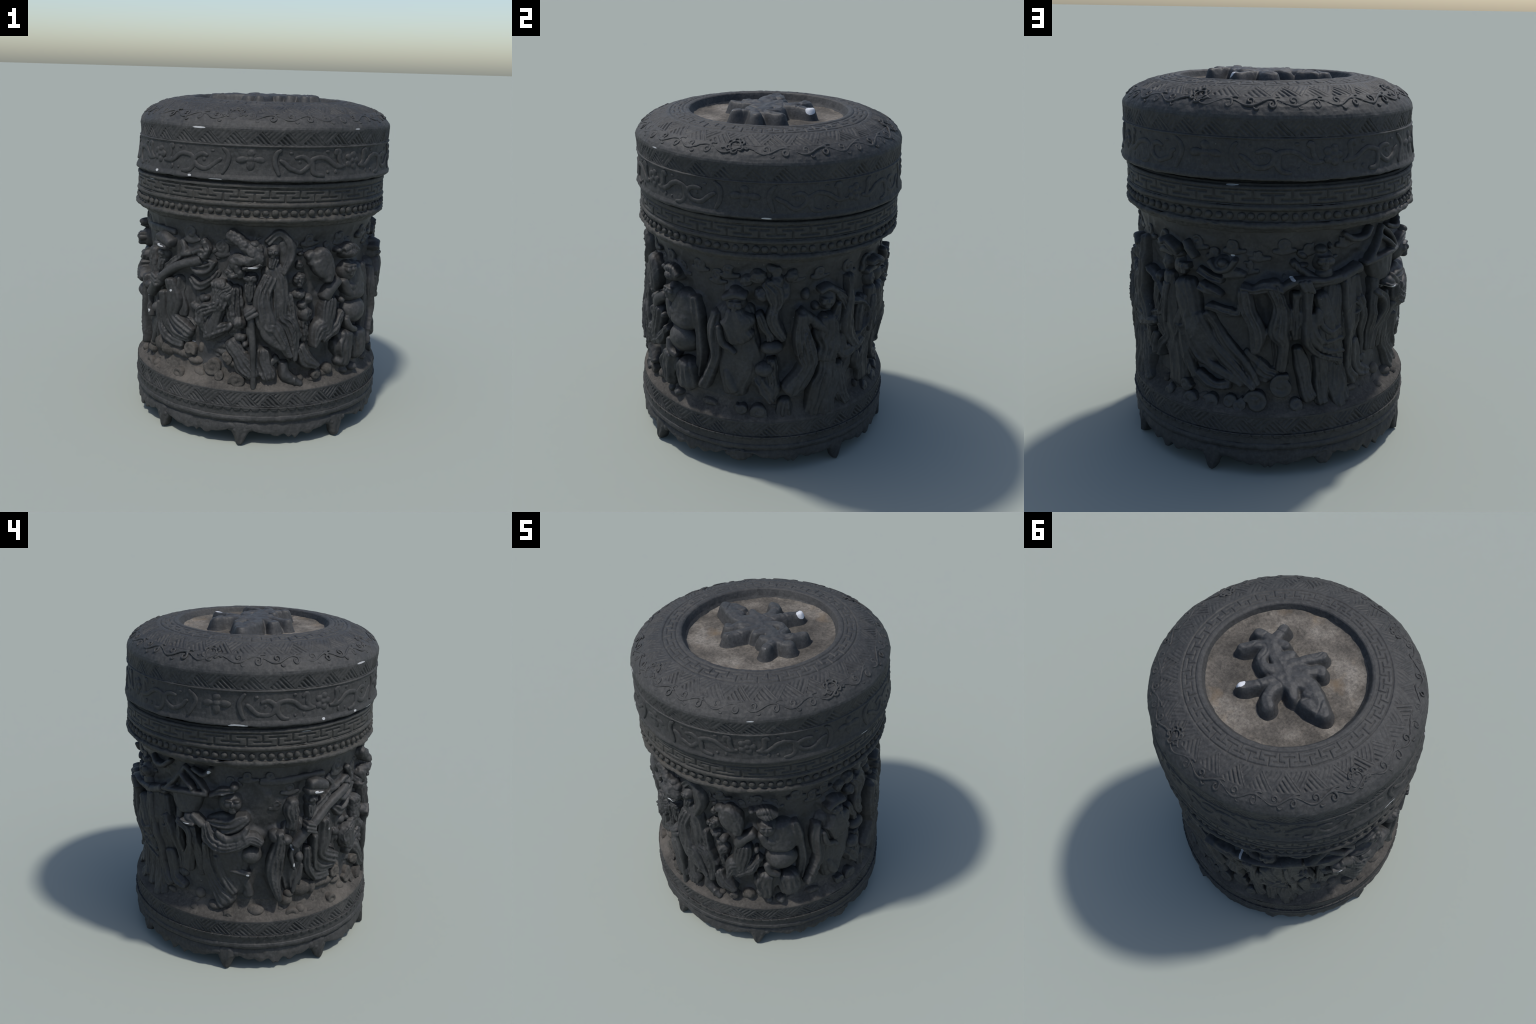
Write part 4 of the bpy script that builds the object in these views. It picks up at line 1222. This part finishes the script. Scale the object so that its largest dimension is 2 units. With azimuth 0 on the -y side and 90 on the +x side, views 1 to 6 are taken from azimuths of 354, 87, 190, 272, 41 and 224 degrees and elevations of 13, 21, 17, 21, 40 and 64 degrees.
ROCKS = [
    (-104.8, 0.394, 0.715, 0.046, 0.027, 0.05),
    (-84.5, 0.380, 0.707, 0.059, 0.037, 0.05),
    (-97.9, 0.358, 0.707, 0.043, 0.032, 0.05),
    (-113.5, 0.438, 0.695, 0.038, 0.032, 0.05),
    (-114.1, 0.350, 0.717, 0.033, 0.022, 0.04),
    (-61.1, 0.492, 0.692, 0.075, 0.059, 0.06),
    (-48.8, 0.484, 0.692, 0.071, 0.033, 0.06),
    (-68.2, 0.476, 0.702, 0.037, 0.032, 0.05),
    (-69.4, 0.437, 0.700, 0.045, 0.042, 0.06),
    (-55.2, 0.480, 0.692, 0.049, 0.052, 0.06),
    (-44.6, 0.477, 0.692, 0.070, 0.032, 0.06),
    (-37.3, 0.454, 0.692, 0.058, 0.027, 0.06),
    (-62.5, 0.361, 0.707, 0.039, 0.034, 0.05),
    (-19.3, 0.523, 0.685, 0.031, 0.028, 0.06),
    (-12.5, 0.549, 0.702, 0.039, 0.023, 0.05),
    (-16.4, 0.478, 0.695, 0.036, 0.031, 0.05),
    (-34.5, 0.533, 0.665, 0.026, 0.042, 0.05),
    (-1.4, 0.362, 0.695, 0.057, 0.026, 0.05),
    (27.7, 0.394, 0.690, 0.048, 0.032, 0.05),
    (21.0, 0.374, 0.700, 0.048, 0.021, 0.05),
    (15.3, 0.470, 0.650, 0.032, 0.021, 0.05),
    (30.0, 0.417, 0.707, 0.044, 0.038, 0.05),
    (53.7, 0.359, 0.700, 0.058, 0.021, 0.05),
    (-115.7, 0.359, 0.707, 0.032, 0.026, 0.05),
    (-131.3, 0.340, 0.717, 0.036, 0.020, 0.04),
    (-133.6, 0.350, 0.717, 0.039, 0.020, 0.04),
]
for a, z, r, rs, rz, t in ROCKS:
    blob(a, z, r - .014, rs, rz, t, back=.66)
    fuse("rock", GROUND_SKIN, JAR, rubbing=1.2)
WAVES = [
    (-26.8, 0.448, 0.755, 0.052),
    (-14.5, 0.376, 0.757, 0.045),
    (-44.7, 0.367, 0.757, 0.04),
    (-23.7, 0.395, 0.757, 0.03),
    (-20.1, 0.506, 0.745, 0.035),
    (-174.7, 0.393, 0.757, 0.055),
    (-164.1, 0.474, 0.757, 0.06),
    (153.7, 0.426, 0.750, 0.035),
    (156.9, 0.353, 0.757, 0.04),
    (166.6, 0.364, 0.757, 0.04),
    (174.5, 0.383, 0.757, 0.035),
    (178.3, 0.374, 0.757, 0.035),
    (86.0, 0.377, 0.757, 0.04),
    (86.2, 0.383, 0.757, 0.05),
    (78.6, 0.398, 0.757, 0.035),
    (-66.9, 0.348, 0.757, 0.05),
    (-40.0, 0.521, 0.757, 0.04),
    (-57.8, 0.339, 0.760, 0.03),
    (-97.9, 0.346, 0.757, 0.03),
    (21.8, 0.405, 0.757, 0.03),
    (-158.9, 0.379, 0.757, 0.035),
    (145.2, 0.365, 0.757, 0.03),
]
for k, (a, z, r, s) in enumerate(WAVES):
    curl(a, z, r - .020, s, hand=1 if k % 2 else -1, half=s * .26, start=rng.uniform(0, TAU))
    fuse("wave_curl", GROUND_SKIN if (a % 360 < 60 or a % 360 > 240) else FIGURE_SKIN, JAR)
for k in range(46):
    a = 360 * k / 46 + rng.normal(0, 1.5)
    blob(a, .380 + rng.normal(0, .014), .700 + rng.normal(0, .006), rng.uniform(.018, .05), rng.uniform(.012, .026), rng.uniform(.016, .024), rot=rng.uniform(-30, 30), back=.66)
ob = fuse("pebble_litter", GROUND_SKIN, JAR, rubbing=1.6)
ob["kind"] = "stuff"

# ================================================================== DRUM
def blur(h, sig):
    k = np.exp(-.5 * (np.arange(-12, 13) / sig) ** 2)
    k /= k.sum()
    out = sum(w * np.roll(h, d, 1) for w, d in zip(k, range(-12, 13)))
    pad = np.pad(out, ((12, 12), (0, 0)), "edge")
    return sum(w * pad[12 + d:12 + d + h.shape[0]] for w, d in zip(k, range(-12, 13)))


CORE_Z = [.30, .334, .345, .36, .385, .42, .48, .58, .70, .85, 1.0, 1.13, 1.20, 1.24, 1.27, 1.30]
CORE_R = [.768, .768, .760, .738, .712, .694, .680, .674, .672, .672, .676, .684, .692, .700, .708, .714]
zc = .30 + (np.arange(GRID_Z) + .5) * CELL
core = np.interp(zc, CORE_Z, CORE_R)[:, None] + 0 * OUTER
dj = (np.arange(GRID_S) + .5) / GRID_S * 360
right = smooth01((dj - 5) / 20) * smooth01((115 - dj) / 20)
core = core - np.interp(zc, [.95, 1.08, 1.2, 1.25], [0, .012, .010, 0])[:, None] * right[None]
behind = smooth01((dj - 120) / 25) * smooth01((290 - dj) / 25)
core = core - np.interp(zc, [.334, .36, .40, .46, .55], [0, .008, .012, .010, .004])[:, None] * behind[None]
raw = np.maximum(OUTER, core)
# between the bodies the ground of the relief swells up, so nothing floats on a bare wall
fill = np.maximum(core, core + .60 * (blur(raw, 1.9) - core) - .008)
edge_fade = (smooth01((zc - .345) / .06) * smooth01((1.275 - zc) / .06))[:, None]
fill = core + (fill - core) * edge_fade


def drum_r(T, Z):
    fj = (T % TAU) / TAU * GRID_S - .5
    fi = np.clip((Z - .30) / CELL - .5, 0, GRID_Z - 1.001)
    i0, j0 = np.floor(fi).astype(int), np.floor(fj).astype(int)
    a, b_ = fi - i0, fj - j0
    get = lambda i, j: fill[i, j % GRID_S]
    r = (get(i0, j0) * (1 - a) + get(i0 + 1, j0) * a) * (1 - b_) + (get(i0, j0 + 1) * (1 - a) + get(i0 + 1, j0 + 1) * a) * b_
    p = around(T, .68 + 0 * T, Z).reshape(-1, 3)
    mid = smooth01((Z - .334) / .05) * smooth01((1.285 - Z) / .05)
    n = (.006 * grain(p, 9, 13) + .0035 * grain(p, 21, 14) + .0015 * grain(p, 48, 15)).reshape(T.shape)
    p2 = p + .05 * np.stack([grain(p, 6, 41), grain(p, 6, 42), grain(p, 6, 43)], 1)
    swirl = (1 - 2 * np.abs(grain(p2, 15, 44))).reshape(T.shape)
    n = n + .0065 * swirl * smooth01((Z - .95) / .2)
    cloth = pleats(p, .8).reshape(T.shape) * smooth01((r - np.interp(Z, CORE_Z, CORE_R) - .008) / .02)
    return r + (n + cloth) * mid


def wall(name, z_top, z_low, mat, step, cols):
    zs = np.linspace(z_top, z_low, int((z_top - z_low) / step) + 1)
    T, Z = np.meshgrid(np.arange(cols) / cols * TAU, zs)
    return add_mesh(name, around(T, drum_r(T, Z), Z).reshape(-1, 3), grid_faces(len(zs), cols), mat, JAR)


wall("drum", 1.292, .44, FIGURE_SKIN, .006, 800)
wall("rocky_ground", .44, .334, GROUND_SKIN, .0045, 800)

# ================================================================== BASE
base = branch("base")


def scallops(count):
    def relief(T, U, S):
        x = (T / TAU * count) % 1
        v = U * 2.2
        d = np.hypot((x - .5) * 1.05, v - .55)
        drop = smooth01((.52 - d) / .16)
        body = np.where(v < .55, smooth01((.5 - np.abs(x - .5)) / .14), drop)
        return .007 * body * smooth01(U / .08)
    return relief


turned("base_hatched_band", [(.768, .334), (.7695, .329), (.768, .322), (.769, .318), (.769, .242), (.769, .238)], SKIN, base, step=.0035,
       relief=hatching(32, .767, .14, .95, depth=.0095, strokes=5, tilt=.4))
turned("scallop_row", [(.769, .238), (.774, .234), (.769, .229), (.768, .200), (.769, .184)], SKIN, base, step=.003,
       relief=scallops(90))
turned("base_moulding", [(.769, .184), (.774, .179), (.777, .168), (.775, .158), (.770, .151), (.760, .147), (.757, .141), (.758, .134)], SKIN, base, step=.004, cols=720, rubbing=2)

FEET = [-53, -12.5, 33.5, 78, 123.5, 168.0, 213, 262]
STUBS = {78: .075, 213: .055}
tt = THETA[::2]
deg = np.degrees(tt)
near = np.array([min(abs((d - f + 180) % 360 - 180) for f in FEET) for d in deg])
edge = .086 - .012 * np.cos(near / 22.5 * TAU * 1.5) - .040 * np.clip(1 - np.abs(near - 21.5) / 3.6, 0, 1) ** 1.2
edge = np.where(near < 6.5, .116 - .02 * smooth01((near - 4.5) / 2), edge)
edge = edge - .014 * np.abs(np.sin(near / 22.5 * math.pi * 3.5)) + .003 * np.sin(deg * .9) + .003 * grain(around(tt, .75 + 0 * tt, 0 * tt), 30, 19)
edge = edge + .020 * smooth01((deg - 32) / 10) * smooth01((118 - deg) / 12)
edge = np.where((deg > 240) | (deg < 20), edge - .004, edge)
rows = []
for u in np.linspace(0, 1, 16):
    rows.append(around(tt, .759 + .010 * math.sin(u * 2.2) + 0 * tt, .136 * (1 - u) + edge * u))
rows.append(around(tt, .754 + 0 * tt, edge - .003))
rows.append(around(tt, .738 + 0 * tt, edge - .001))
rows.append(around(tt, .720 + 0 * tt, edge * .5 + .06))
rows.append(around(tt, .705 + 0 * tt, .120 + 0 * tt))
rows.append(around(tt, .35 + 0 * tt, .122 + 0 * tt))
rows.append(around(tt, .002 + 0 * tt, .122 + 0 * tt))
ap = np.vstack(rows)
rad = np.hypot(ap[:, 0], ap[:, 1])[:, None]
ap[:, :2] *= 1 + rub(ap, 2.0)[:, None] / np.maximum(rad, .3)
add_mesh("scalloped_apron", ap, grid_faces(len(rows), len(tt)), SKIN, base)

for f in FEET:
    low = STUBS.get(f, 0.0)
    lean = rng.normal(0, .25)
    span = [(f, .120, .738, .058), (f + lean * .3, .085, .742, .052), (f + lean * .6, .050, .742, .036), (f + lean, .026, .742, .028), (f + lean, .010, .742, .017)]
    pts = [(a, max(z, low + .02 * w), r, w) for a, z, r, w in span if z > low - .02]
    tube(pts, .034, folds=2, amp=.004, free=True)
    for s in (-1, 1):
        blob(f + s * 4.6, .106, .742, .024, .026, .028, free=True)
        blob(f + s * 2.2, .092, .760, .013, .014, .016, free=True)
    ob = fuse("foot", SKIN, base, voxel=.0042, soften=2)
